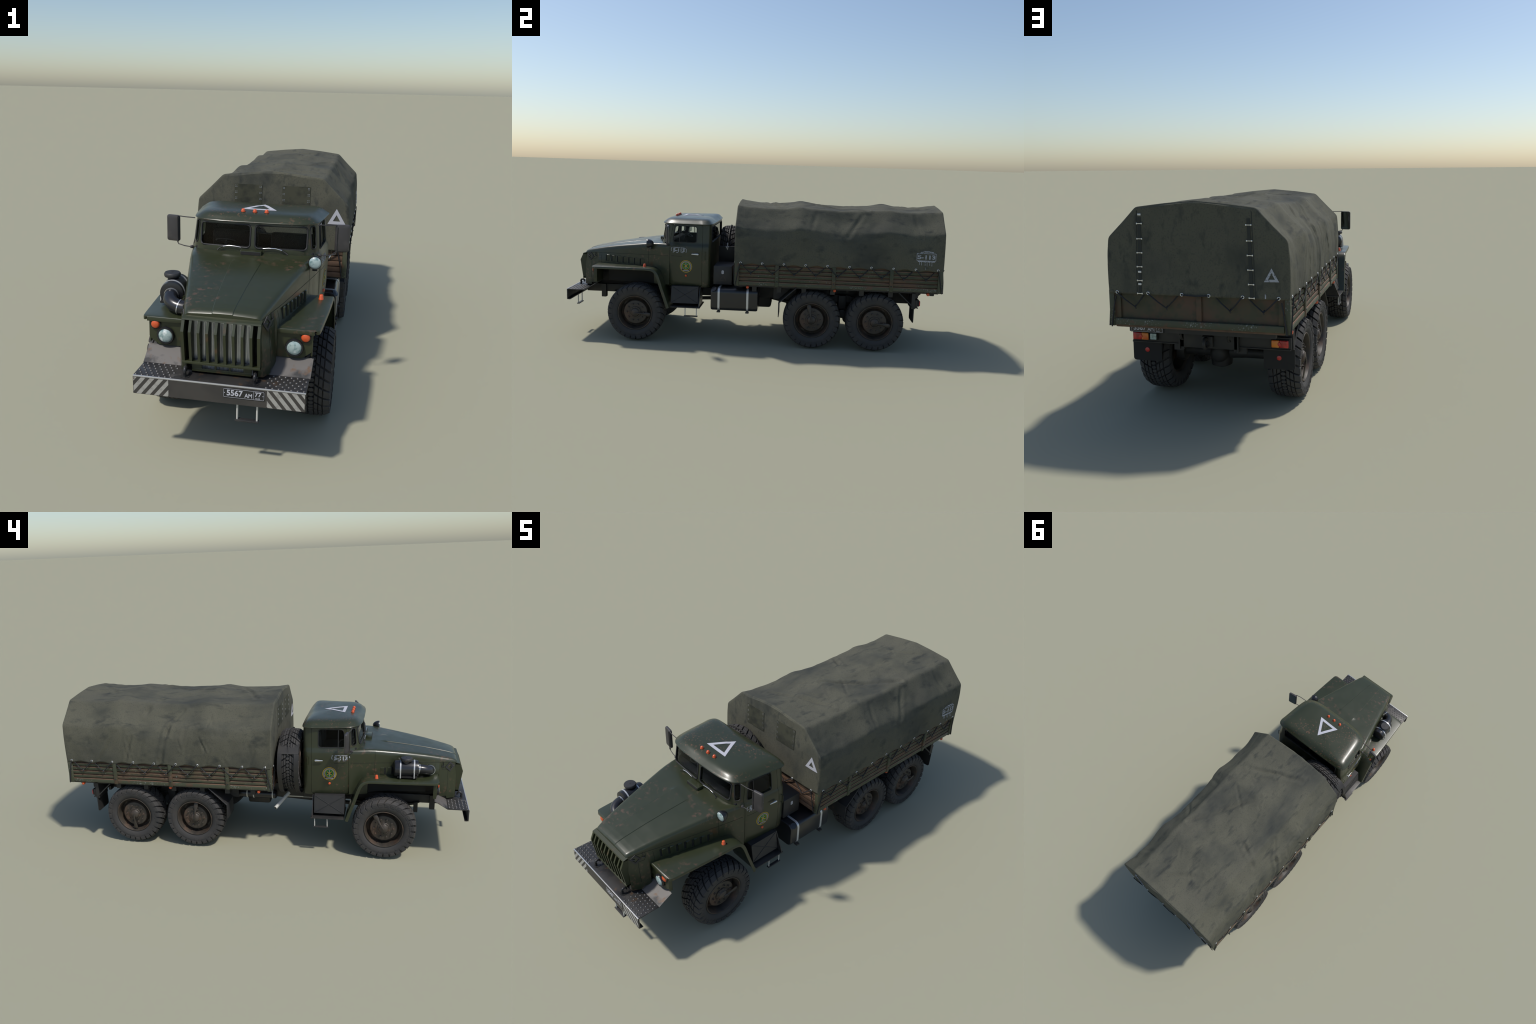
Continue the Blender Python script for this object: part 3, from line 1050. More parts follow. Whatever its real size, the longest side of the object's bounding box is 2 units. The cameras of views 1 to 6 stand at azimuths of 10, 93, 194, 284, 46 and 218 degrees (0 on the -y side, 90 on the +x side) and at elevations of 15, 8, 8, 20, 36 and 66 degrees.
for s in (1, -1):
    rot = Matrix.Translation(Vector((s * .309, -.436, .5765))) @ Matrix.Rotation(math.radians(s * 9), 4, 'Z')
    g = Geo()
    out = round_rect(-.0255, .0255, -.0485, .0485, .008)
    rings = []
    for sc, y in ((.60, -.0065), (.90, -.0045), (1, -.0005), (1, .0050), (.97, .0065)):
        rings.append([rot @ Vector((a * (sc if a else 1), y, b * (1 - (1 - sc) * .5))) for a, b in out])
    g.loft(rings)
    mirror = g.obj("mirror", 'mirror', truck, 40)
    Geo().prism(round_rect(-.0235, .0235, -.0455, .0455, .007), lambda a, b, h: rot @ Vector((a, h, b)), .0062, .0074).obj("mirror_glass", 'mirror_glass', mirror)
    Geo().tube([(s * .222, -.452, .6225), (s * .262, -.450, .6235), (s * .288, -.444, .6245), (s * .292, -.442, .617)], .0019, 6) \
         .tube([(s * .236, -.452, .5130), (s * .262, -.450, .5150), (s * .288, -.445, .5200), (s * .290, -.443, .530)], .0019, 6) \
         .tube([(s * .290, -.4475, .525), (s * .290, -.4475, .621)], .0019, 6) \
         .lathe([(0, .006), (.010, .005), (.013, 0)], (s * .231, -.449, .514), (s * .6, -.8, 0), 12).obj("mirror_arm", 'mirror', mirror, 50)

# air filter on the left fender
af = Geo().lathe([(0, .030), (.004, .0375), (.012, .040), (.100, .040), (.110, .0385), (.112, .030), (.113, .023)], (-.2200, -.648, .4335), (.075, -1, 0), 36)
air = af.obj("air_filter", 'black', truck, 40)
Geo().lathe([(0, .016), (.010, .016), (.012, .0255), (.016, .0275), (.022, .0275), (.026, .0245), (.0265, .003), (.0275, .003), (.0275, 0)],
            (-.226, -.704, .4640), (0, 0, 1), 32).obj("air_filter_cap", 'box_black', air, 45)
elbow = catmull([(-.2118, -.757, .4320), (-.2095, -.775, .4300), (-.204, -.793, .4255), (-.190, -.808, .419), (-.168, -.815, .4130), (-.140, -.815, .410)], 6)
Geo().tube(elbow, .0225, 20).obj("intake_pipe", 'black', air, 60)
Geo().ring([(-.002, .0222), (-.002, .0240), (.002, .0240), (.002, .0222)], elbow[2], (elbow[3] - elbow[1]), 32).obj("pipe_clamp", 'chrome', air, 50)
Geo().ring([(-.0015, .0225), (-.0015, .0242), (.0015, .0242), (.0015, .0225)], elbow[-7], (elbow[-6] - elbow[-8]), 32).obj("pipe_clamp", 'chrome', air, 50)
for y in (-.679, -.741):
    xx = -.2200 + (-.648 - y) * .075
    Geo().ring([(-.003, .0400), (-.003, .0415), (.003, .0415), (.003, .0400)], (xx, y, .4335), (0, 1, 0), 40).obj("filter_strap", 'silver', air, 50)
    Geo().tube([(xx - .0395, y, .425), (xx - .041, y, .405), (xx - .041, y, .399)], .003, 6).obj("strap_bolt", 'silver', air, 50)
Geo().box(-.252, -.178, -.755, -.665, .3985, .4050).obj("filter_cradle", 'black_matt', air)

# ================================================================== DOOR FURNITURE
for k, s in enumerate((1, -1)):
    dr = doors[k]
    x = lambda y, z: s * (cab_side_x(y, z))
    # handle
    g = Geo()
    pts = [(-.319, .0028), (-.305, .0038), (-.292, .0050), (-.284, .0055), (-.2815, .0036)]
    rings = []
    for y, r in pts:
        c = Vector((x(y, .471) + s * .0085, y, .4708))
        rings.append([c + Vector((math.cos(t) * r * .7, 0, math.sin(t) * r)) for t in [2 * math.pi * q / 10 for q in range(10)]])
    g.loft(rings)
    g.tube([(x(-.287, .471), -.287, .471), (x(-.287, .471) + s * .009, -.287, .471)], .003, 8)
    g.obj("door_handle", 'chrome', dr, 50)
    # grab rail on the rear pillar
    xg = x(-.248, .45)
    Geo().tube([(xg - s * .004, -.247, .483), (xg + s * .010, -.2455, .483), (xg + s * .010, -.2455, .443), (xg - s * .004, -.247, .443)], .0018, 8).obj("grab_rail", 'paint_plain', cab, 50)
    # side marker lamp
    Geo().lathe([(-.003, .0065), (.004, .0060), (.006, .0035), (.0065, 0)], (x(-.35, .353), -.350, .353), (s, 0, 0), 18).obj("side_lamp", 'orange', dr, 50)
    # stencilled number in a broken frame
    tree = cab_tree
    def decal(v2, f2, name, mat, off=.0006, thick=.0005, s=s, dr=dr):
        return conform(tree, [(.30 * s, a, b) for a, b in v2], f2, name, mat, dr, (-s, 0, 0), .12, off=off, thick=thick)
    def flip(v2, cy, cz):
        return [(cy + a * s, cz + b) for a, b in v2]
    cy, cz = (-.3895, .4880) if s > 0 else (-.4030, .4810)
    v, f = text2d("5-113", .0235, .0011, .063)
    decal(flip(v, cy, cz), f, "stencil_number", 'white_worn')
    for seg in ([(-.040, -.006), (-.0425, .002), (-.040, .0125), (-.036, .0135)], [(-.030, .0140), (.030, .0125), (.0365, .008)],
                [(.039, .009), (.0415, .000), (.0385, -.0115)], [(-.033, -.0125), (-.029, -.0128)], [(-.014, -.0128), (-.004, -.0128)], [(.010, -.0125), (.024, -.0128)]):
        v, f = strip(seg, .0028, False)
        decal(flip(v, cy, cz), f, "stencil_frame", 'white_worn')
    # round emblem
    ey, ez = -.350, .4025
    def em(vf, mat, lay, name="door_emblem"):
        v, f = vf
        decal([(ey + a * s, ez + b) for a, b in v], f, name, mat, off=.0005 + lay * .0005, thick=.0005)
    em(disc2d(0, 0, .001, .0330), 'gold', 0)
    em(disc2d(0, 0, .001, .0304), 'emblem_black', 1)
    em(disc2d(0, 0, .0235, .0288, 40, -38, 218), 'emblem_white', 2)
    em(disc2d(0, 0.003, .0195, .0215), 'gold', 2)
    em(disc2d(0, 0.003, .001, .0185), 'emblem_green', 2)
    em(disc2d(0.0085, 0.003, .001, .0045, 16), 'emblem_black', 3)
    em(disc2d(-.0085, 0.003, .001, .0045, 16), 'emblem_black', 3)
    em(disc2d(0, .0135, .001, .004, 16), 'emblem_black', 3)
    em(disc2d(0, -.0075, .001, .004, 16), 'emblem_black', 3)
    em(strip([(0, .0205), (0, -.013)], .0038, False), 'emblem_white', 4)
    em(strip([(-.0115, .0115), (.0115, -.0055)], .0028, False), 'gold', 5)
    em(strip([(.0115, .0115), (-.0115, -.0055)], .0028, False), 'gold', 5)
    em(strip([(-.0165, -.0225), (.0165, -.0225)], .0062, False), 'emblem_white', 3)
    rr = random.Random(11)
    for q in range(22):      # lettering round the rim, too small to read
        t = math.radians(-28 + 236 * q / 21)
        em(strip([(.0252 * math.cos(t), .0252 * math.sin(t)), (.0280 * math.cos(t), .0280 * math.sin(t))], .0013, False), 'emblem_black', 3, "emblem_lettering")
    for q in range(6):
        xx = -.0125 + .005 * q
        em(strip([(xx, -.0243), (xx, -.0207)], .0013, False), 'emblem_black', 4, "emblem_lettering")

# ================================================================== CAB INTERIOR
Geo().box(-.215, .215, -.475, -.435, .44, .528, .008).obj("dashboard", 'interior', cab)
for x0, x1 in ((.03, .20), (-.20, -.02)):
    Geo().box(x0, x1, -.385, -.285, .40, .44, .012).box(x0, x1, -.285, -.250, .41, .545, .012).obj("seat", 'seat', cab)
Geo().box(-.215, .215, -.46, -.235, .305, .318).obj("cab_floor", 'interior', cab)
c = Vector((-.115, -.415, .535))
ax = Vector((0, .45, 1)).normalized()
g = Geo().ring([(.0025 * math.cos(t), .036 + .0025 * math.sin(t)) for t in [2 * math.pi * q / 8 for q in range(8)]], c, ax, 32)
g.tube([c, c - ax * .07], .004, 8)
u = ax.orthogonal().normalized()
w = ax.cross(u)
for k in range(3):
    t = 2 * math.pi * k / 3
    g.tube([c, c + (u * math.cos(t) + w * math.sin(t)) * .036], .002, 6)
g.obj("steering_wheel", 'gasket', cab, 50)

# ================================================================== CHASSIS
ch = Geo()
for s in (1, -1):
    x0, x1 = sorted((s * .092, s * .108))
    ch.box(x0, x1, -.935, -.20, .219, .262, .002)
    ch.box(x0, x1, -.205, .880, .221, .290, .002)
    ch.box(*sorted((s * .090, s * .118)), -.850, -.825, .190, .262)
    ch.box(*sorted((s * .092, s * .116)), -.770, -.750, .170, .225)
for y in (-.88, -.42, -.10, .16, .49, .80):
    ch.box(-.10, .10, y - .012, y + .012, .228, .262)
chassis = ch.obj("chassis_frame", 'chassis', truck, 30)
# engine and gearbox masses under the hood and cab
Geo().box(-.075, .075, -.90, -.46, .245, .345, .02).box(-.05, .05, -.46, -.22, .205, .290, .015) \
     .box(-.070, .065, -.02, .10, .155, .255, .012).obj("powertrain", 'chassis', chassis)
# axles
for y, dx in ((-.612, -.03), (.326, .03), (.655, .03)):
    g = Geo()
    g.lathe([(-.195, .012), (-.19, .020), (-.07, .021), (0, .026), (.07, .021), (.19, .020), (.195, .012)], (0, y, .153), (1, 0, 0), 20)
    g.lathe([(-.055, .018), (-.045, .032), (-.02, .040), (.02, .040), (.045, .032), (.055, .018)], (dx, y, .153), (0, 1, 0), 24)
    g.lathe([(-.052, .028), (-.046, .040), (-.01, .045), (.055, .042), (.060, .030)], (dx, y, .150), (0, 0, 1), 24)
    for s in (1, -1):
        g.lathe([(0, .040), (.012, .045), (.03, .045)], (s * .172, y, .153), (s, 0, 0), 20)
    g.obj("axle", 'chassis', chassis, 40)
# drive shafts
for a, b in (((-.03, -.56, .16), (-.02, -.02, .19)), ((.03, .27, .17), (0, .10, .20)), ((.03, .60, .175), (.03, .37, .17))):
    Geo().tube([a, b], .010, 12).obj("drive_shaft", 'chassis', chassis, 50)
# leaf springs
for s in (1, -1):
    g = Geo()
    for k in range(6):
        hl = .165 - k * .024
        pts = [(y, .206 - k * .0055 + .020 * (y / .165) ** 2) for y in [hl * (q / 5 - 1) for q in range(11)]]
        rings = []
        for y, z in pts:
            rings.append([Vector((s * .112 + dx, -.612 + y, z + dz)) for dx, dz in ((-.011, -.0022), (.011, -.0022), (.011, .0022), (-.011, .0022))])
        g.loft(rings)
    g.obj("leaf_spring", 'chassis', chassis, 30)
    g = Geo()
    for k in range(7):
        hl = .175 - k * .022
        pts = [(y, .226 + k * .0055 - .045 * (y / .175) ** 2) for y in [hl * (q / 6 - 1) for q in range(13)]]
        rings = []
        for y, z in pts:
            rings.append([Vector((s * .135 + dx, .4905 + y, z + dz)) for dx, dz in ((-.012, -.0022), (.012, -.0022), (.012, .0022), (-.012, .0022))])
        g.loft(rings)
    g.box(*sorted((s * .112, s * .168)), .470, .511, .188, .262, .003)
    g.lathe([(0, .020), (.045, .020), (.046, .023), (.058, .023), (.060, .017), (.060, 0)], (s * .125, .4905, .165), (s, 0, 0), 24)
    for y in (.448, .520):
        g.lathe([(0, .010), (.055, .010), (.057, 0)], (s * .108, y, .287), (s, 0, 0), 16)
    g.tube([(s * .13, .51, .128), (s * .13, .60, .128)], .010, 10)
    g.tube([(s * .13, .47, .128), (s * .13, .38, .128)], .010, 10)
    g.lathe([(0, .022), (.03, .022)], (s * .115, .520, .130), (s, 0, 0), 20)
    g.obj("bogie_suspension", 'chassis', chassis, 35)

# ================================================================== WHEELS
def tyre_mesh():
    prof = [(-.040, .0885), (-.050, .0940), (-.0555, .1020), (-.0585, .1140), (-.0585, .1240), (-.0555, .1320), (-.0500, .1375),
            (-.038, .1400), (0, .1410), (.038, .1400), (.0500, .1375), (.0555, .1320), (.0585, .1240), (.0585, .1140),
            (.0555, .1020), (.050, .0940), (.040, .0885), (.030, .0900), (-.030, .0900)]
    g = Geo().ring(prof, (0, 0, 0), (1, 0, 0), 96)
    X, Y, Z = Vector((1, 0, 0)), Vector((0, 1, 0)), Vector((0, 0, 1))
    def rad(t):
        return Y * math.cos(t) + Z * math.sin(t)
    def crown(x):        # carcass radius under the lug
        return interp(abs(x), [(0, .141), (.038, .140), (.05, .1375), (.0555, .132), (.0585, .124)])
    def lug(corners, top):
        """corners: list of (x, theta) ; top(x) radius of the lug's outer face"""
        n = len(corners)
        cx = sum(c[0] for c in corners) / n
        ct = sum(c[1] for c in corners) / n
        lo = [X * x + rad(t) * (crown(x) - .003) for x, t in corners]
        mid = [X * x + rad(t) * (top(x) - .0012) for x, t in corners]
        hi = [X * lerp(x, cx, .10) + rad(lerp(t, ct, .10)) * top(x) for x, t in corners]
        g.loft([lo, mid, hi], True, False)
        o = len(g.v) - n
        g.f.append(tuple(range(o, o + n)))
    topf = lambda x: interp(abs(x), [(0, .1515), (.030, .1510), (.044, .1490), (.054, .1455), (.0600, .1400)])
    NP = 28
    pitch = 2 * math.pi / NP
    for i in range(NP):
        t0 = i * pitch
        for h in (0, 1):     # row of rounded lugs down the middle
            tc = t0 + (h + .5) * pitch / 2
            hx, ht = .0092, pitch * .215
            lug([(hx * math.cos(q), tc + ht * math.sin(q)) for q in [math.pi / 8 + math.pi / 4 * k for k in range(8)]], topf)
        for s in (1, -1):
            def para(xa, xb, ta, w, skew=.0055):
                f = lambda x: ta + abs(x) * 3.0 * pitch / .18
                return [(s * xa, f(xa) - w), (s * xb, f(xb) - w), (s * xb, f(xb) + w), (s * xa, f(xa) + w)]
            ts = t0 + (0.0 if s > 0 else pitch / 2)
            for xa, xb in ((.0112, .0225), (.0252, .0365), (.0395, .0600)):
                lug(para(xa, xb, ts, pitch * .40), topf)
            # shoulder block wrapping on to the sidewall
            f = ts + .058 * 3.0 * pitch / .18
            w = pitch * .24
            c = []
            base = [(s * .0560, .1375), (s * .0600, .1400), (s * .0612, .1285), (s * .0575, .1270)]
            ring_a = [X * x + rad(f - w) * r for x, r in base]
            ring_b = [X * x + rad(f + w) * r for x, r in base]
            g.loft([ring_a, ring_b])
    # sidewall ribs
    for i in range(36):
        t = 2 * math.pi * i / 36
        for s in (1, -1):
            w = .0035
            base = [(s * .0550, .1020), (s * .0585, .1130), (s * .0592, .1135), (s * .0592, .1240), (s * .0560, .1242), (s * .052, .102)]
            g.loft([[X * x + rad(t - w) * r for x, r in base], [X * x + rad(t + w) * r for x, r in base]])
    for s in (1, -1):
        g.ring([(s * .0575, .1238), (s * .0594, .1242), (s * .0594, .1256), (s * .0575, .1262)], (0, 0, 0), (1, 0, 0), 72)
    return g

def wheel_mesh():
    g = Geo()
    # barrel and lip (outer side = +x)
    g.ring([(.0440, .0905), (.0500, .0930), (.0525, .0915), (.0525, .0885), (.0480, .0865), (.0300, .0835), (.0050, .0810), (-.0400, .0830),
            (-.0480, .0890), (-.0460, .0915), (-.0380, .0870), (.0050, .0850), (.0300, .0875)], (0, 0, 0), (1, 0, 0), 64)
    # dished disc with vent openings
    prof = [(.0080, .0830), (.0095, .0770), (.0140, .0700), (.0260, .0660), (.0345, .0620), (.0365, .0560), (.0345, .0340), (.0355, .0300)]
    def skip(i, k):
        return i == 1 and (k % 16) in (0, 1, 2)
    g.lathe(prof, (0, 0, 0), (1, 0, 0), 64, skip)
    back = [(h - .004, r) for h, r in prof]
    g.lathe(back, (0, 0, 0), (1, 0, 0), 64, skip)
    # hub
    g.lathe([(.030, .0310), (.0400, .0305), (.0415, .0290), (.0415, .0245), (.0430, .0225), (.0480, .0200), (.0520, .0130), (.0535, .006), (.0535, 0)],
            (0, 0, 0), (1, 0, 0), 40)
    for k in range(10):
        t = 2 * math.pi * k / 10
        o = Vector((.0345, .0455 * math.cos(t), .0455 * math.sin(t)))
        g.lathe([(0, .0058), (.004, .0052), (.005, .0036), (.0095, .0034), (.0100, 0)], o, (1, 0, 0), 8)
    for k in range(10):
        t = 2 * math.pi * (k + .5) / 10
        g.lathe([(0, .0020), (.0030, .0020), (.0034, 0)], (.0410, .0270 * math.cos(t), .0270 * math.sin(t)), (1, 0, 0), 6)
    return g

def lever_mesh():
    """spoon-shaped valve guard from hub to rim, along +z"""
    st = [(.000, .0050, .0530), (.015, .0045, .0545), (.030, .0042, .0520), (.045, .0060, .0490), (.058, .0095, .0470), (.070, .0110, .0450), (.080, .0095, .0430), (.0835, .0050, .0420)]
    return Geo().loft([[Vector((x, -w, z)), Vector((x + .003, -w * .4, z)), Vector((x + .003, w * .4, z)), Vector((x, w, z)), Vector((x - .003, 0, z))] for z, w, x in st])

W_POS = [(.2500, -.612, 1, -98, 10), (.2500, .326, 1, 12, 33), (.2500, .655, 1, -100, 55),
         (-.2500, -.612, -1, 32, 20), (-.2500, .326, -1, -8, 47), (-.2500, .655, -1, 180, 5)]
tyre_src = tyre_mesh().obj("tyre", 'rubber', None, 30)
wheel_src = wheel_mesh().obj("wheel", ['rim'], None, 32)
lever_src = lever_mesh().obj("valve_guard", 'hub', None, 40)
for k, (x, y, s, lev, spin) in enumerate(W_POS):
    rz = 0 if s > 0 else math.pi
    if k == 0:
        wh, ty, lv = wheel_src, tyre_src, lever_src
        wh.parent = truck
        wh.location = (x, y, .1515)
        wh.rotation_euler = (0, 0, rz)
    else:
        wh = instance(wheel_src, "wheel", truck, (x, y, .1515), (0, 0, rz))
        ty = instance(tyre_src, "tyre", wh)
        lv = instance(lever_src, "valve_guard", wh)
    ty.parent = wh
    lv.parent = wh
    ty.location = lv.location = (0, 0, 0)
    ty.rotation_euler = (math.radians(spin), 0, 0)
    lv.rotation_euler = (math.radians(lev if s > 0 else lev), 0, 0)

# spare wheel standing behind the cab, with its carrier
sx, sy, sz = -.1450, -.1560, .4380
sp = instance(wheel_src, "spare_wheel", truck, (sx, sy, sz), (0, 0, math.radians(-90)))
st = instance(tyre_src, "tyre", sp)
st.rotation_euler = (0.3, 0, 0)
st.scale = (.84, 1, 1)
# carrier: two curved straps round the left side of the tyre joined at the top
g = Geo()
for y0, y1 in ((-.128, -.107), (-.207, -.186)):
    rings = []
    arc = [(-.238, .545), (-.262, .532), (-.285, .507), (-.299, .473), (-.303, .433), (-.297, .393), (-.283, .355), (-.262, .320), (-.232, .295), (-.190, .276), (-.130, .262)]
    cv = catmull([(a, b, 0) for a, b in arc], 4)
    for i, p in enumerate(cv):
        a, b = cv[max(0, i - 1)], cv[min(len(cv) - 1, i + 1)]
        t = (b - a).normalized()
        nn = Vector((t.y, -t.x, 0))
        q = p - nn * .004
        rings.append([Vector((p.x, y0, p.y)), Vector((p.x, y1, p.y)), Vector((q.x, y1, q.y)), Vector((q.x, y0, q.y))])
    g.loft(rings)
g.add([Vector((x, y, z)) for x, z in ((-.2385, .5455), (-.266, .5300), (-.286, .507), (-.282, .505), (-.262, .526), (-.2365, .5415)) for y in (-.207, -.107)],
      [(0, 1, 3, 2), (2, 3, 5, 4), (4, 5, 7, 6), (6, 7, 9, 8), (8, 9, 11, 10), (10, 11, 1, 0), (0, 2, 8, 10), (2, 4, 6, 8), (1, 11, 9, 3), (3, 9, 7, 5)])
g.box(-.15, .03, -.207, -.107, .262, .282, .002)
g.box(.022, .034, -.205, -.108, .405, .490, .002)
g.box(.000, .030, -.203, -.110, .300, .410, .002)
g.tube([(.028, -.200, .46), (.028, -.200, .28)], .006, 8).tube([(.028, -.113, .46), (.028, -.113, .28)], .006, 8)
g.obj("spare_carrier", 'chassis', truck, 30)
# hold-down cable over the tyre
pts = [(sx + (.1545) * math.cos(t), sy, sz + (.1545) * math.sin(t)) for t in [math.radians(10 + 145 * k / 24) for k in range(25)]]
Geo().tube(pts, .0032, 6).obj("tyre_cable", 'chassis', sp if False else truck, 50)
Geo().tube([(.033, sy, .470), (.035, sy, .488), (.026, sy, .508)], .004, 8).tube([(.037, sy - .009, .487), (.037, sy + .009, .487)], .003, 6) \
     .tube([(.039, sy - .006, .479), (.039, sy, .492), (.039, sy + .006, .479)], .0025, 6).obj("turnbuckle", 'silver', truck, 50)

# ================================================================== FUEL TANK, BATTERY BOX, STEP BOXES
TANK = round_rect(.128, .2910, .1790, .2990, .024, 6)
tank = Geo().loft([[Vector((lerp(.21, a, k), y, lerp(.243, b, k))) for a, b in TANK] for y, k in
                   ((-.2090, .955), (-.2060, .985), (-.2000, 1), (.0290, 1), (.0350, .985), (.0380, .955))]).obj("fuel_tank", 'black', truck, 40)
TB = round_rect(.1265, .2925, .1770, .3005, .025, 6)
for y in (-.1665, -.0145):
    g = Geo()
    rings = []
    for yy, off in ((y - .0055, 0), (y - .0055, 1), (y + .0055, 1), (y + .0055, 0)):
        rings.append([Vector((a, yy, b)) for a, b in (TB if off else TANK)])
    rings.append(rings[0])
    g.loft(rings, True, False)
    g.obj("tank_strap", 'silver', tank, 40)
    Geo().box(.278, .298, y - .0085, y + .0085, .1720, .1790).obj("strap_buckle", 'box_black', tank)
Geo().lathe([(0, .012), (.012, .012), (.013, .0145), (.020, .0140), (.022, 0)], (.272, -.187, .281), (.60, -.30, .65), 20).obj("filler_cap", 'black', tank, 45)

bb = Geo()
bb.box(.075, .2285, -.2050, -.1050, .3080, .4090, .003)
battery = bb.obj("battery_box", 'box_black', truck, 35)
def on_x(x, s=1):
    return lambda vs: [Vector((x + t, s * a, b)) for t in (0, .0007) for a, b in vs]
def sheet_x(vs2, fs, x, cy, cz, s, name, mat, parent):
    g = Geo()
    n = len(vs2)
    g.v = [Vector((x + s * t, cy + a * s, cz + b)) for t in (0, .0007) for a, b in vs2]
    g.f = [tuple(f) for f in fs] + [tuple(i + n for i in f) for f in fs]
    return g.obj(name, mat, parent, 0)
v, f = text2d("8", .025, .0014)
sheet_x(v, f, .2291, -.1555, .3760, 1, "box_number", 'white', battery)
v, f = strip([(-.018, -.014), (.018, -.014), (0, .017)], .0018, True)
sheet_x(v, f, .2288, -.1530, .3430, 1, "box_triangle", 'rim', battery)

for s in (1, -1):
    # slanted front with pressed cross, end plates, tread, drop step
    g = Geo()
    prof = [(.200, .2970), (.2620, .2970), (.2760, .2080), (.200, .2080)]
    g.loft([[Vector((s * x, y, z)) for x, z in prof] for y in (-.4240, -.2790)])
    sb = g.obj("step_box", 'box_black', truck, 25)
    g = Geo()
    g.box(*sorted((s * .150, s * .3000)), -.4240, -.2650, .1880, .1930, .001)
    for y in (-.2740,):
        pr2 = [(.180, .2930), (.2560, .2930), (.3000, .1930), (.180, .1930)]
        g.loft([[Vector((s * x, yy, z)) for x, z in pr2] for yy in (y, y + .004)])
    g.obj("step_box_frame", 'bumper', sb, 25)
    fx = lambda z: s * (lerp(.2620, .2760, (.2970 - z) / .089) + .0008)
    for a, b in (((-.421, .2950), (-.282, .2110)), ((-.421, .2110), (-.282, .2950))):
        Geo().tube([(fx(lerp(a[1], b[1], t)), lerp(a[0], b[0], t), lerp(a[1], b[1], t)) for t in (0, .5, 1)], .0013, 6).obj("pressed_rib", 'box_black', sb, 50)
    for y in (-.3440, -.2835):
        Geo().tube([(s * .2920, y, .190), (s * .2920, y, .146)], .0026, 8).obj("step_rod", 'rod', sb, 50)
    Geo().box(*sorted((s * .2850, s * .2985)), -.3500, -.2775, .1415, .1465, .001).obj("step_tread", 'box_black', sb)

# exhaust, air cylinders on the left side
pts = catmull([(-.02, -.42, .212), (-.09, -.30, .215), (-.13, -.20, .222), (-.20, -.135, .245)], 4)
Geo().tube([(-.10, -.30, .222), (-.10, -.10, .222)], .008, 10).obj("exhaust_pipe", 'rod', truck, 50)
p0, p1 = Vector((-.1500, -.1350, .2560)), Vector((-.2350, -.0800, .2045))
Geo().tube([p0, p1], .0088, 20).obj("exhaust_tail_pipe", 'rod', truck, 50)
d = (p1 - p0).normalized()
Geo().lathe([(0, .0070), (.0006, .0070)], p1 - d * .0002, d, 20).obj("exhaust_end_disc", 'gap_patch', truck)  # dark disc on the closed pipe end, standing for its opening
Geo().lathe([(0, .016), (.006, .022), (.225, .022), (.232, .016)], (-.138, -.070, .2390), (0, 1, 0), 24).obj("air_cylinder", 'black', truck, 40)
for y in (.083, .049, -.050):
    Geo().ring([(-.003, .022), (-.003, .0235), (.003, .0235), (.003, .022)], (-.138, y, .2390), (0, 1, 0), 28).obj("cylinder_strap", 'rod', truck, 50)

# ================================================================== CARGO BED
bed = Geo()
bed.box(-.300, .300, -.0700, .9700, .3180, .3330)
for y in (.02, .15, .28, .43, .58, .73, .86):
    bed.box(-.285, .285, y - .012, y + .012, .290, .318)
for s in (1, -1):
    bed.box(*sorted((s * .092, s * .110)), -.06, .90, .289, .319)
bed_ob = bed.obj("cargo_bed", 'chassis', truck, 30)
# side boards: brown backing and protruding planks
PL = [(.3280, .3450, .0030), (.3520, .3640, .0), (.3730, .3850, .0), (.3940, .4060, .0), (.4150, .4270, .0)]
for s in (1, -1):
    Geo().box(*sorted((s * .296, s * .3040)), -.0760, .9800, .3300, .4500).obj("side_board", 'plank_brown', bed_ob)
    for z0, z1, ex in PL:
        Geo().box(*sorted((s * .303, s * (.3130 + ex))), -.0780, .9820, z0, z1, .0018).obj("plank", 'plank' if ex == 0 else 'worn_rail', bed_ob, 30)
        # bare timber upper edge
        Geo().box(*sorted((s * .303, s * (.3120 + ex))), -.0775, .9815, z1 - .0006, z1 + .0030, .0008).obj("plank_edge", 'bare_wood', bed_ob, 30)
    for y in (.1375, .4310, .7260):
        Geo().box(*sorted((s * .304, s * .3190)), y - .0095, y + .0095, .3240, .4400, .002).obj("side_post", 'plank', bed_ob)
        Geo().lathe([(0, .004), (.002, .003), (.0025, 0)], (s * .3190, y, .352), (s, 0, 0), 8).obj("post_bolt", 'box_black', bed_ob, 50)
    for y0, y1 in ((-.0830, -.0600), (.9610, .9850)):
        Geo().box(*sorted((s * .300, s * .3185)), y0, y1, .3240, .4500, .002).obj("corner_post", 'worn_rail', bed_ob)
    for y in (-.014, .439, .917):
        Geo().lathe([(-.010, .0075), (.002, .0075), (.005, .0055), (.006, 0)], (s * .3070, y, .3160), (s, 0, 0), 18).obj("side_marker_lamp", 'orange', bed_ob, 50)
# front wall of bare planks
for k in range(5):
    z0 = .3270 + k * .0235
    Geo().box(-.3000, .3000, -.0820 + (.002 if k % 2 else 0), -.0660, z0, z0 + .0205, .0015).obj("front_plank", 'plank_brown', bed_ob)
Geo().box(-.298, .298, -.072, -.066, .326, .446).obj("front_board", 'plank_brown', bed_ob)
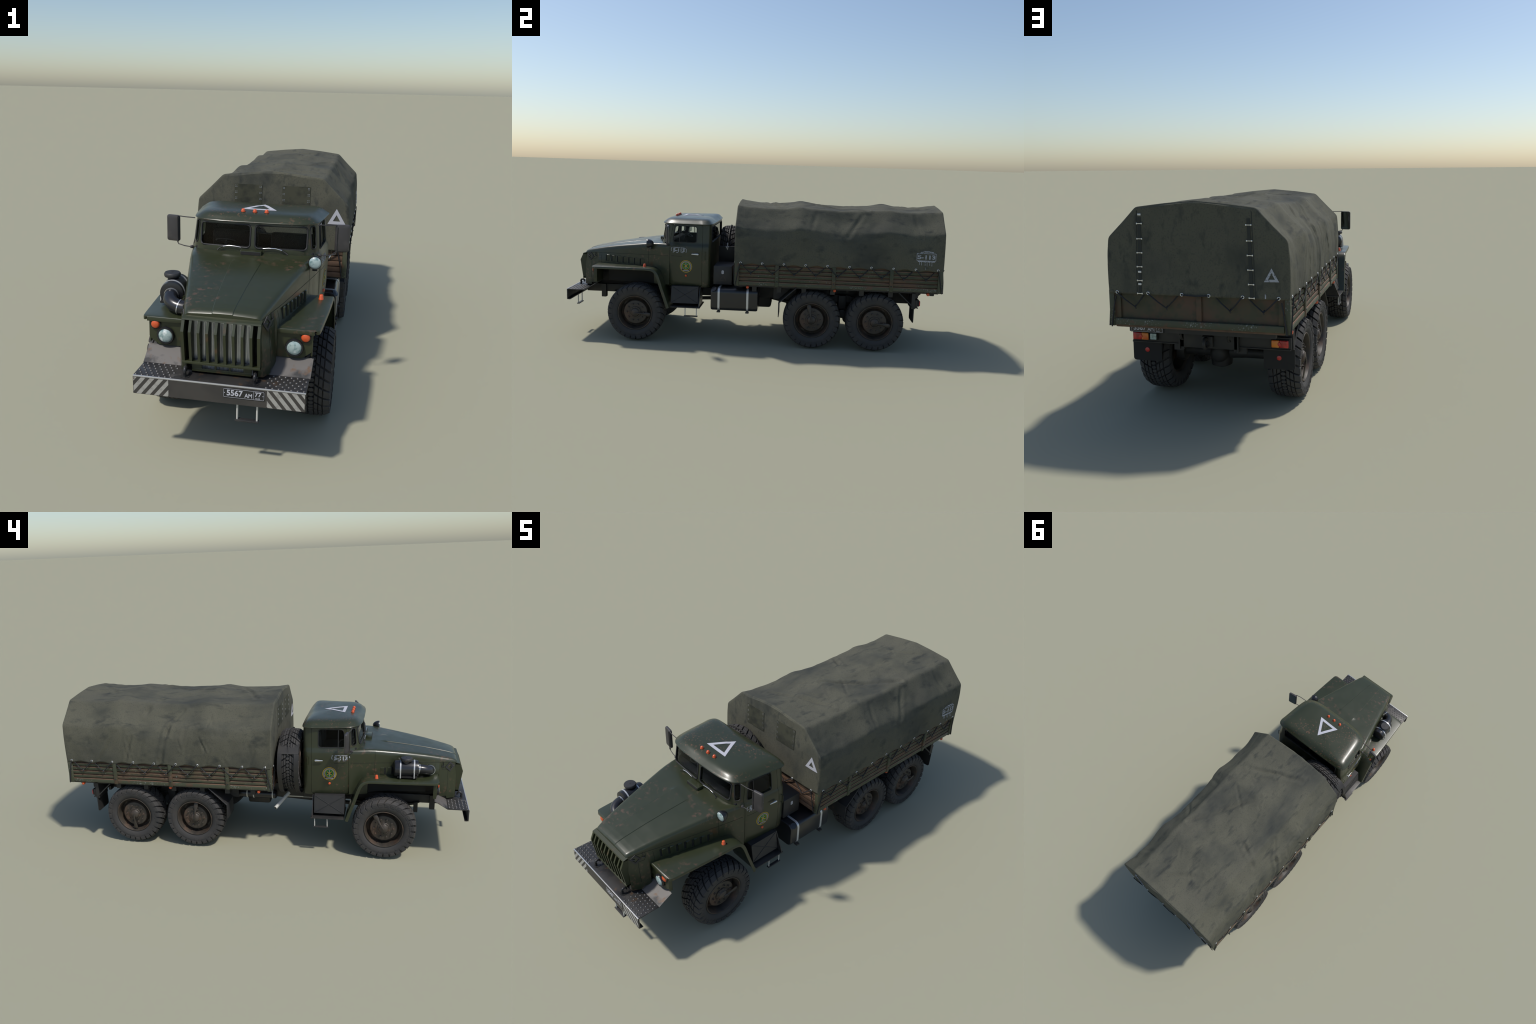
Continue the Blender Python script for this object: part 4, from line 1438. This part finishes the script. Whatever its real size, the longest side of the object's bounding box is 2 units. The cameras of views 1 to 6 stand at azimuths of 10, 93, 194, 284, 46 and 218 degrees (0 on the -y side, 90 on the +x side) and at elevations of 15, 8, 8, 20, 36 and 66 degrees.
# tailgate
g = Geo().box(-.2990, .2990, .9620, .9720, .3300, .4500)
tail = g.obj("tailgate", 'tailgate', bed_ob)
for x0, x1 in ((-.015, .004), (.278, .298), (-.298, -.278)):
    Geo().box(x0, x1, .9700, .9800, .3520, .4480, .0015).obj("tailgate_rib", 'tailgate', tail)
Geo().box(-.2990, .2990, .9680, .9880, .3290, .3520, .003).obj("tailgate_rail", 'worn_rail', tail)
Geo().box(-.2990, .2990, .955, .9800, .3210, .3300, .001).obj("tailgate_sill", 'plank_brown', tail)

# ================================================================== REAR END
g = Geo()
g.box(-.2950, .2950, .8560, .8700, .2380, .2820, .002)
g.box(-.2950, .2950, .8700, .8740, .2790, .2825).box(-.2950, .2950, .8700, .8740, .2370, .2405)
g.box(-.1100, .1100, .8700, .8800, .2300, .2900, .002)
for s in (1, -1):
    g.box(*sorted((s * .106, s * .111)), .868, .886, .2240, .2920)
    g.box(*sorted((s * .060, s * .072)), .868, .905, .2850, .3180)
    g.box(*sorted((s * .100, s * .135)), .855, .868, .2150, .2400)
g.box(-.262, .262, .935, .955, .300, .3215)
rear = g.obj("rear_crossmember", 'chassis', truck, 30)
# pintle hook
hk = []
for k in range(12):
    t = math.radians(-110 + 250 * k / 11)
    hk.append((0.0, .912 + .017 * math.cos(t), .258 + .017 * math.sin(t)))
Geo().tube(hk, .0065, 10).box(-.020, .020, .880, .896, .238, .278, .002).tube([(0, .89, .258), (0, .900, .246)], .010, 10).obj("tow_coupling", 'chassis', rear, 40)
for s in (1, -1):
    c = (s * .083, .9090, .2900)
    Geo().tube([(s * .086, .890, .300), (s * .086, .918, .302), (s * .086, .927, .288), (s * .086, .918, .272), (s * .086, .905, .268)], .005, 8).obj("recovery_hook", 'chassis', rear, 50)
# tail lights
for s in (1, -1):
    Geo().box(*sorted((s * .2260, s * .2900)), .8700, .8790, .2475, .2765, .001).obj("tail_light_housing", 'black_matt', rear)
    Geo().box(*sorted((s * .2560, s * .2880)), .8780, .8850, .2490, .2750, .003).obj("tail_light", 'red_lens', rear, 50)
    Geo().box(*sorted((s * .2280, s * .2555)), .8780, .8850, .2490, .2750, .003).obj("indicator_light", 'amber_lens', rear, 50)
    Geo().lathe([(0, .0065), (.002, .0060), (.003, 0)], (s * .2570, .8848, .2620), (0, 1, 0), 18).obj("tail_reflector", 'red_lens', rear, 50)
Geo().box(.1950, .2240, .8700, .8800, .2480, .2760, .002).obj("reversing_light_housing", 'black_matt', rear)
Geo().box(.1975, .2215, .8790, .8835, .2510, .2735, .002).obj("reversing_light", 'lens', rear)
plate(.1950, .9580, .3145, .1220, .0300, 1, rear)
Geo().box(.133, .257, .953, .9568, .2990, .3200).obj("plate_bracket", 'black_matt', rear)

# mudguards and flaps
for s in (1, -1):
    g = Geo()
    # front sloping guard
    vs = []
    for x in (.190, .305):
        vs += [Vector((s * x, .2380, .3220)), Vector((s * x, .1500, .2380)), Vector((s * x, .1530, .2350)), Vector((s * x, .2410, .3190))]
    g.add(vs, [(0, 1, 2, 3), (7, 6, 5, 4), (0, 4, 5, 1), (1, 5, 6, 2), (2, 6, 7, 3), (3, 7, 4, 0)])
    g.box(*sorted((s * .190, s * .305)), .1490, .1530, .1620, .2380, .001)
    g.box(*sorted((s * .186, s * .190)), .118, .240, .235, .322)
    g.tube([(s * .306, .2400, .3210), (s * .306, .1500, .2365)], .003, 6)
    g.obj("mudguard", 'box_black', truck, 25)
    g = Geo()
    g.prism(round_rect(.1920, .3040, .1620, .2420, .010), lambda a, b, h: Vector((s * a, h, b)), .8480, .8520)
    flap = g.obj("mud_flap", 'black_matt', truck, 30)
    Geo().tube([(s * .300, .7680, .3200), (s * .300, .8560, .2370)], .0032, 6).obj("flap_stay", 'chassis', flap)
    Geo().box(*sorted((s * .205, s * .300)), .838, .856, .236, .322).obj("flap_bracket", 'chassis', flap)
    Geo().lathe([(0, .0088), (.002, .0084), (.0035, .004), (.0036, 0)], (s * .2480, .8520, .2035), (0, 1, 0), 20).obj("flap_reflector", 'red_lens', flap, 50)

# ================================================================== TARPAULIN
HOOPS = [-.0800, .2460, .6970, .9840]
EYE_Y = [-.052 + .1121 * k for k in range(10)]
def sag(y):
    """0 at the hoops, 1 between them, with a softened crest"""
    return sum(sag_raw(y + d) for d in (-.022, -.011, 0, .011, .022)) / 5 if -.05 < y < .955 else sag_raw(y)
def sag_raw(y):
    for a, b in zip(HOOPS, HOOPS[1:]):
        if a <= y <= b:
            t = (y - a) / (b - a)
            return math.sin(math.pi * t) ** .75 * min(1.0, (b - a) / .40)
    return 0.0
def hem_z(y):
    t = ((y - EYE_Y[0]) / .1121) % 1.0
    return .4335 + .0085 * math.sin(math.pi * t) ** 2 + .0015 * math.sin(y * 41)

NS = 84
def half_section(y):
    g = sag(y)
    hz = hem_z(y)
    ctrl = [(.3185, hz), (.3200, .470), (.3205 - .003 * g, .520), (.3190 - .010 * g, .575), (.3135 - .022 * g, .631 - .018 * g),
            (.2595 - .0135 * g, .683 - .0205 * g), (.2085 - .002 * g, .7350 - .014 * g), (.110, .7475 - .023 * g), (0, .7572 - .022 * g)]
    # resample by length
    P = [Vector((a, b, 0)) for a, b in ctrl]
    segs = [(Q - R).length for R, Q in zip(P, P[1:])]
    tot = sum(segs)
    out = []
    for k in range(NS + 1):
        d = tot * k / NS
        for i, L in enumerate(segs):
            if d <= L or i == len(segs) - 1:
                out.append(P[i].lerp(P[i + 1], min(1, d / L)))
                break
            d -= L
    for it in range(2):
        q = out[:]
        for i in range(1, NS):
            q[i] = out[i] * .5 + (out[i - 1] + out[i + 1]) * .25
        q[NS] = Vector((0, out[NS].y * .6 + out[NS - 1].y * .4, 0))
        out = q
    return out

def seg_dist(p, a, b):
    ab = b - a
    t = max(0, min(1, (p - a).dot(ab) / ab.length_squared))
    return (p - (a + ab * t)).length, t
# named creases, each a groove between two points in space with depth and width
CREASE = [(Vector((-.287, .425, .640)), Vector((-.318, .475, .44)), .0075, .014),
          (Vector((-.305, .70, .60)), Vector((-.318, .80, .45)), .004, .012),
          (Vector((-.315, .62, .58)), Vector((-.318, .66, .45)), .0035, .010),
          (Vector((-.23, .36, .70)), Vector((-.287, .425, .63)), .004, .012),
          (Vector((.15, .15, .735)), Vector((-.12, .02, .735)), .005, .016),
          (Vector((.19, .60, .725)), Vector((-.02, .25, .745)), .006, .016),
          (Vector((-.08, .78, .745)), Vector((.12, .93, .745)), .004, .016),
          (Vector((-.25, .56, .68)), Vector((-.12, .50, .735)), .005, .014),
          (Vector((.30, .30, .60)), Vector((.22, .33, .70)), .0022, .016),
          (Vector((.295, .50, .60)), Vector((.22, .57, .70)), .0026, .016),
          (Vector((.295, .87, .60)), Vector((.215, .84, .70)), .0032, .014)]
rc_ = random.Random(21)
SMALL = []
for k in range(70):      # scattered short creases, mostly diagonal
    y = rc_.uniform(-.03, .94)
    u = rc_.random()
    if u < .45:
        x = rc_.uniform(-.19, .19)
        a = Vector((x, y, .74))
        ang = rc_.choice((.6, -.7, .35)) + rc_.uniform(-.35, .35)
        L_ = rc_.uniform(.05, .14)
        b = a + Vector((math.cos(ang) * L_, math.sin(ang) * L_, 0))
    else:
        sx_ = rc_.choice((-1, -1, 1))
        z = rc_.uniform(.47, .70)
        xs = .318 if z < .62 else .305 - (z - .63) * 1.0
        a = Vector((sx_ * xs, y, z))
        L_ = rc_.uniform(.05, .12)
        z2 = z - L_
        b = Vector((sx_ * .318, y + rc_.uniform(-.5, .5) * L_, max(.45, z2)))
    SMALL.append((a, b, rc_.uniform(.0012, .0030), rc_.uniform(.005, .009)))
CREASE = [(a, b, d * 1.6, w * .8) for a, b, d, w in CREASE] + SMALL
def wrinkle(p, nrm, edge):
    """fabric relief along the normal"""
    side = abs(nrm.x)
    d = noise.fractal(Vector((p.x * 9, p.y * 7, p.z * 4)), 1.0, 2.0, 3) * .0046
    d += side * noise.noise(Vector((3.1 + p.x * 3, p.y * 17 + p.z * 4, p.z * 2.2))) * .0036 * min(1, max(0, (p.z - .44) / .06))
    d += (1 - side) * noise.noise(Vector((p.x * 5 + p.y * 9, p.y * 8 - p.x * 6, 1.3))) * .0030
    for a, b, dep, wd in CREASE:
        if abs(p.y - (a.y + b.y) / 2) > .3:
            continue
        r, t = seg_dist(p, a, b)
        if r < wd * 3:
            d -= dep * math.exp(-(r / wd) ** 2) * (.35 + .65 * math.sin(math.pi * min(1, max(0, t * .9 + .05))))
            d += dep * .35 * math.exp(-((r - wd * 1.6) / wd) ** 2)
    return d * edge

Y0, Y1 = -.0850, .9870
NY = 190
ylist = [Y0, Y0 + .0015, Y0 + .004] + [lerp(Y0 + .008, Y1 - .008, k / NY) for k in range(NY + 1)] + [Y1 - .004, Y1 - .0015, Y1]
ins = {0: .0060, 1: .0030, 2: .0010, len(ylist) - 1: .0060, len(ylist) - 2: .0030, len(ylist) - 3: .0010}
rows = []
for iy, y in enumerate(ylist):
    h = half_section(y)
    loop = [Vector((p.x, y, p.y)) for p in h] + [Vector((-p.x, y, p.y)) for p in h[-2::-1]]
    m = len(loop)
    out = []
    edge = min(1.0, (y - Y0) / .05, (Y1 - y) / .05)
    edge = max(0, edge)
    for i, p in enumerate(loop):
        a, b = loop[max(0, i - 1)], loop[min(m - 1, i + 1)]
        t = (b - a)
        nrm = Vector((t.z, 0, -t.x)).normalized()
        if nrm.dot(Vector((p.x, 0, p.z - .5))) < 0:
            nrm = -nrm
        q = p + nrm * wrinkle(p, nrm, edge)
        if iy in ins:
            q -= nrm * ins[iy]
        out.append(q)
    rows.append(out)
m = len(rows[0])
vs = [p for r in rows for p in r]
fs, low = [], []
for i in range(len(rows) - 1):
    for j in range(m - 1):
        fs.append((i * m + j, i * m + j + 1, (i + 1) * m + j + 1, (i + 1) * m + j))
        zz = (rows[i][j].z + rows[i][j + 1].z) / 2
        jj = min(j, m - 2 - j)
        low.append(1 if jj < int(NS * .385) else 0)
# end walls: rows across from left to right edge
def end_wall(ring, sign):
    NX = 44
    base = len(vs)
    for i in range(NS + 1):
        a, b = ring[i], ring[m - 1 - i]
        for k in range(NX + 1):
            t = k / NX
            p = a.lerp(b, t)
            fall = min(1, min(t, 1 - t) * 9) * min(1, (NS - i) / 8 + .0)
            p.y += sign * fall * (.0030 + .0030 * noise.noise(Vector((p.x * 9, 2.0 + sign, p.z * 8))) + .002 * noise.noise(Vector((p.x * 26, 5 + sign, p.z * 5))))
            vs.append(p)
    for i in range(NS):
        for k in range(NX):
            q = base + i * (NX + 1) + k
            fs.append((q, q + 1, q + NX + 2, q + NX + 1))
            low.append(2)
end_wall(rows[0], -1)
end_wall(rows[-1], 1)
me = bpy.data.meshes.new("tarpaulin")
me.from_pydata([tuple(v) for v in vs], [], fs)
bm = bmesh.new()
bm.from_mesh(me)
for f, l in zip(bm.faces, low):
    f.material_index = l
bmesh.ops.remove_doubles(bm, verts=bm.verts, dist=.0002)
bmesh.ops.recalc_face_normals(bm, faces=bm.faces)
bm.to_mesh(me)
bm.free()
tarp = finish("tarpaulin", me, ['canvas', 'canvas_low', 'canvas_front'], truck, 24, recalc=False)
sd = tarp.modifiers.new("s", 'SOLIDIFY')
sd.thickness = .0022
sd.offset = -1
bpy.context.view_layer.update()
me2 = bpy.data.meshes.new_from_object(tarp.evaluated_get(bpy.context.evaluated_depsgraph_get()))
tarp.modifiers.clear()
tarp.data = me2
tarp_tree = bvh(tarp)

def tarp_hit(p, d):
    r = tarp_tree.ray_cast(Vector(p), Vector(d))
    return r[0]

# eyelets and rope
def make_eyelet():
    return Geo().ring([(.0016 * math.cos(t), .0046 + .0017 * math.sin(t)) for t in [2 * math.pi * k / 8 for k in range(8)]], (0, 0, 0), (1, 0, 0), 18)
eye_src = None
def eyelet(loc, rot):
    global eye_src
    if eye_src is None:
        eye_src = make_eyelet().obj("eyelet", 'chrome', tarp, 60)
        eye_src.location, eye_src.rotation_euler = loc, rot
    else:
        instance(eye_src, "eyelet", tarp, loc, rot)
hook_src = None
def hook(loc, rot):
    global hook_src
    if hook_src is None:
        hook_src = Geo().tube([(-.004, 0, .005), (.004, 0, .003), (.006, 0, -.003), (.003, 0, -.006)], .0026, 6).obj("rope_hook", 'box_black', bed_ob, 60)
        hook_src.location, hook_src.rotation_euler = loc, rot
    else:
        instance(hook_src, "rope_hook", bed_ob, loc, rot)
RR = .0024
for s in (1, -1):
    for k, y in enumerate(EYE_Y):
        hit = tarp_hit((s * .5, y, .4455), (-s, 0, 0))
        xe = abs(hit.x) if hit else .319
        eyelet((s * (xe + .0012), y, .4455), (0, 0, 0 if s > 0 else math.pi))
        if k < 9:
            yh = y + .0540
            yn = y + .1121
            pts = [(s * (xe - .004), y, .4455), (s * (xe + .0035), y + .003, .4425), (s * .3230, lerp(y, yh, .5), .4170), (s * .3200, yh, .3920),
                   (s * .3180, lerp(yh, yn, .45), .4150), (s * .3150, lerp(yh, yn, .85), .4400)]
            Geo().tube(pts, RR, 6).obj("rope", 'rope', tarp, 60)
            hook((s * .3160, yh, .3925), (0, 0, 0 if s > 0 else math.pi))
    for pts in ([(s * .3235, -.0530, .4440), (s * .3225, -.066, .39), (s * .3210, -.0790, .3260)], [(s * .3235, .9580, .4440), (s * .3225, .970, .39), (s * .3210, .9830, .3240)]):
        Geo().tube(pts, RR, 6).obj("rope", 'rope', tarp, 60)
rear_y = .9900
for x in (.2840, .1700, .0490, -.0460, -.1620, -.2820):
    hit = tarp_hit((x, 1.3, .4440), (0, -1, 0))
    eyelet((x, (hit.y if hit else rear_y) + .0012, .4440), (0, 0, math.pi / 2))
for a, h_, b in ((.2840, .2200, .188), (.1700, .1060, .066), (-.1620, -.1180, -.065), (-.2820, -.2310, -.178)):
    Geo().tube([(a, .9860, .4440), (lerp(a, h_, .08), .9960, .4410), (lerp(a, h_, .5), .9940, .4190), (h_, .9890, .3950), (lerp(h_, b, .6), .9860, .4200), (b, .9810, .4390)], RR, 6).obj("rope", 'rope', tarp, 60)
    hook((h_, .9820, .3950), (0, 0, math.pi / 2))
Geo().tube([(.049, .9870, .4440), (.045, .9960, .4440), (0, .9975, .4420), (-.042, .9960, .4440), (-.046, .987, .4440)], RR, 6).obj("rope", 'rope', tarp, 60)
for s in (1, -1):
    Geo().tube([(s * .291, .9880, .4300), (s * .300, .9905, .38), (s * .309, .9900, .3230)], RR, 6).obj("rope", 'rope', tarp, 60)
    for xe in (.277, .158, .045):
        hit = tarp_hit((s * xe, -.5, .4420), (0, 1, 0))
        ye = hit.y if hit else -.087
        eyelet((s * xe, ye - .0012, .4420), (0, 0, -math.pi / 2))
        hx = xe - .055
        Geo().tube([(s * xe, ye + .003, .442), (s * (xe - .004), ye - .003, .439), (s * (hx), -.0860, .3920), (s * (hx - .05), -.0840, .4370)], RR, 6).obj("rope", 'rope', tarp, 60)
    Geo().tube([(s * .279, -.0900, .440), (s * .292, -.0880, .38), (s * .300, -.0860, .3300)], RR, 6).obj("rope", 'rope', tarp, 60)

# markings on the canvas
def on_tarp_y(v2, f2, name, mat, sgn, off=.0008, thick=.0006):
    return conform(tarp_tree, [(a, sgn * 1.2 if sgn > 0 else -.3, b) for a, b in v2], f2, name, mat, tarp, (0, -sgn, 0), .4, off=off, thick=thick)
def grid_tri(pts, w):
    return strip(pts, w, True, .005)
v, f = grid_tri([(.2420, .5580), (.2935, .5580), (.2665, .6030)], .0125)
on_tarp_y(v, f, "triangle_marking", 'white', -1)
v, f = grid_tri([(-.2410, .5005), (-.2770, .5010), (-.2590, .5330)], .0080)
on_tarp_y(v, f, "triangle_marking", 'white_worn', 1)
v, f = strip([(-.239, .458), (-.2385, .434)], .004, False, .004)
on_tarp_y(v, f, "paint_drip", 'white_worn', 1)
# side number with a box frame and drips
def on_side(v2, f2, name, mat):
    return conform(tarp_tree, [(.6, .894 + a, .5115 + b) for a, b in v2], f2, name, mat, tarp, (-1, 0, 0), .4, off=.0008, thick=.0006)
v, f = text2d("5-113", .0285, .0011, .088)
on_side(v, f, "stencil_number", 'white_worn')
v, f = strip(round_rect(-.0475, .0475, -.0185, .0185, .003), .0026, True)
on_side(v, f, "stencil_frame", 'white_worn')
v, f = strip([(-.030, .0235), (-.010, .0275), (.014, .0278), (.036, .0240)], .0050, False)
on_side(v, f, "stencil_smear", 'white_worn')
v, f = strip([(-.042, -.0225), (.044, -.0225)], .0048, False)
on_side(v, f, "stencil_smear", 'white_worn')
rr = random.Random(5)
for x in (-.034, -.024, -.006, .004, .017, .028):
    v, f = strip([(x, -.024), (x + .001, -.030 - rr.random() * .016)], .0022, False)
    on_side(v, f, "paint_drip", 'white_worn')
v, f = strip([(-.001, -.048), (-.0005, -.064)], .0016, False)
on_side(v, f, "paint_drip", 'white_worn')

# front ventilation flaps with rivets
rivet_src = None
for s in (1, -1):
    x0, x1, z0, z1 = .042, .157, .598, .699
    nx, nz = 14, 12
    v = [(s * lerp(x0, x1, i / nx), lerp(z0, z1, j / nz)) for i in range(nx + 1) for j in range(nz + 1)]
    f = [(i * (nz + 1) + j, (i + 1) * (nz + 1) + j, (i + 1) * (nz + 1) + j + 1, i * (nz + 1) + j + 1) for i in range(nx) for j in range(nz)]
    on_tarp_y(v, f, "canvas_flap", 'canvas_dark', -1, off=.0006, thick=.0012)
    for xe in (x0 + .006, x1 - .007):
        for z in (.690, .665, .640, .615):
            for dx in (-.0026, .0026):
                for dz in (-.0028, .0028):
                    hit = tarp_hit((s * xe + dx, -.5, z + dz), (0, 1, 0))
                    loc = (s * xe + dx, (hit.y if hit else -.087) - .0012, z + dz)
                    if rivet_src is None:
                        rivet_src = Geo().lathe([(0, .0015), (.0012, .0013), (.0016, 0)], (0, 0, 0), (0, -1, 0), 6).obj("rivet", 'chrome', tarp, 60)
                        rivet_src.location = loc
                    else:
                        instance(rivet_src, "rivet", tarp, loc)
# rear closing straps with buckles
buckle_src = None
for x_top, x_bot in ((.1915, .1990), (-.1850, -.1935)):
    cx = lambda z: lerp(x_bot, x_top, (z - .44) / .25)
    v, f = strip([(cx(.438), .438), (cx(.70), .700)], .0110, False, .008)
    on_tarp_y(v, f, "closing_strap", 'strap', 1, off=.0006, thick=.0012)
    sgn = 1 if x_top > 0 else -1
    v, f = strip([(cx(.436) + sgn * .0125, .436), (cx(.72) + sgn * .0105, .722)], .0022, False, .008)
    on_tarp_y(v, f, "flap_seam", 'strap', 1, off=.0003, thick=.0006)
    for z in (.679, .628, .581, .534, .487, .4425):
        hit = tarp_hit((cx(z), 1.3, z), (0, -1, 0))
        loc = (cx(z), hit.y + .0018, z)
        if buckle_src is None:
            buckle_src = Geo().box(-.009, .009, -.001, .0012, -.0013, .0013).box(-.0105, -.0065, -.001, .0016, -.0027, .0027, .0005).box(.0065, .0105, -.001, .0016, -.0027, .0027, .0005).obj("buckle", 'chrome', tarp, 40)
            buckle_src.location = loc
        else:
            instance(buckle_src, "buckle", tarp, loc)
    if x_top > 0:
        for z in (.709, .5165, .4745):
            hit = tarp_hit((cx(z), 1.3, z), (0, -1, 0))
            Geo().box(-.0058, .0058, -.001, .0014, -.0032, .0032, .0004).obj("strap_tip", 'silver', tarp).location = (cx(z), hit.y + .0018, z)
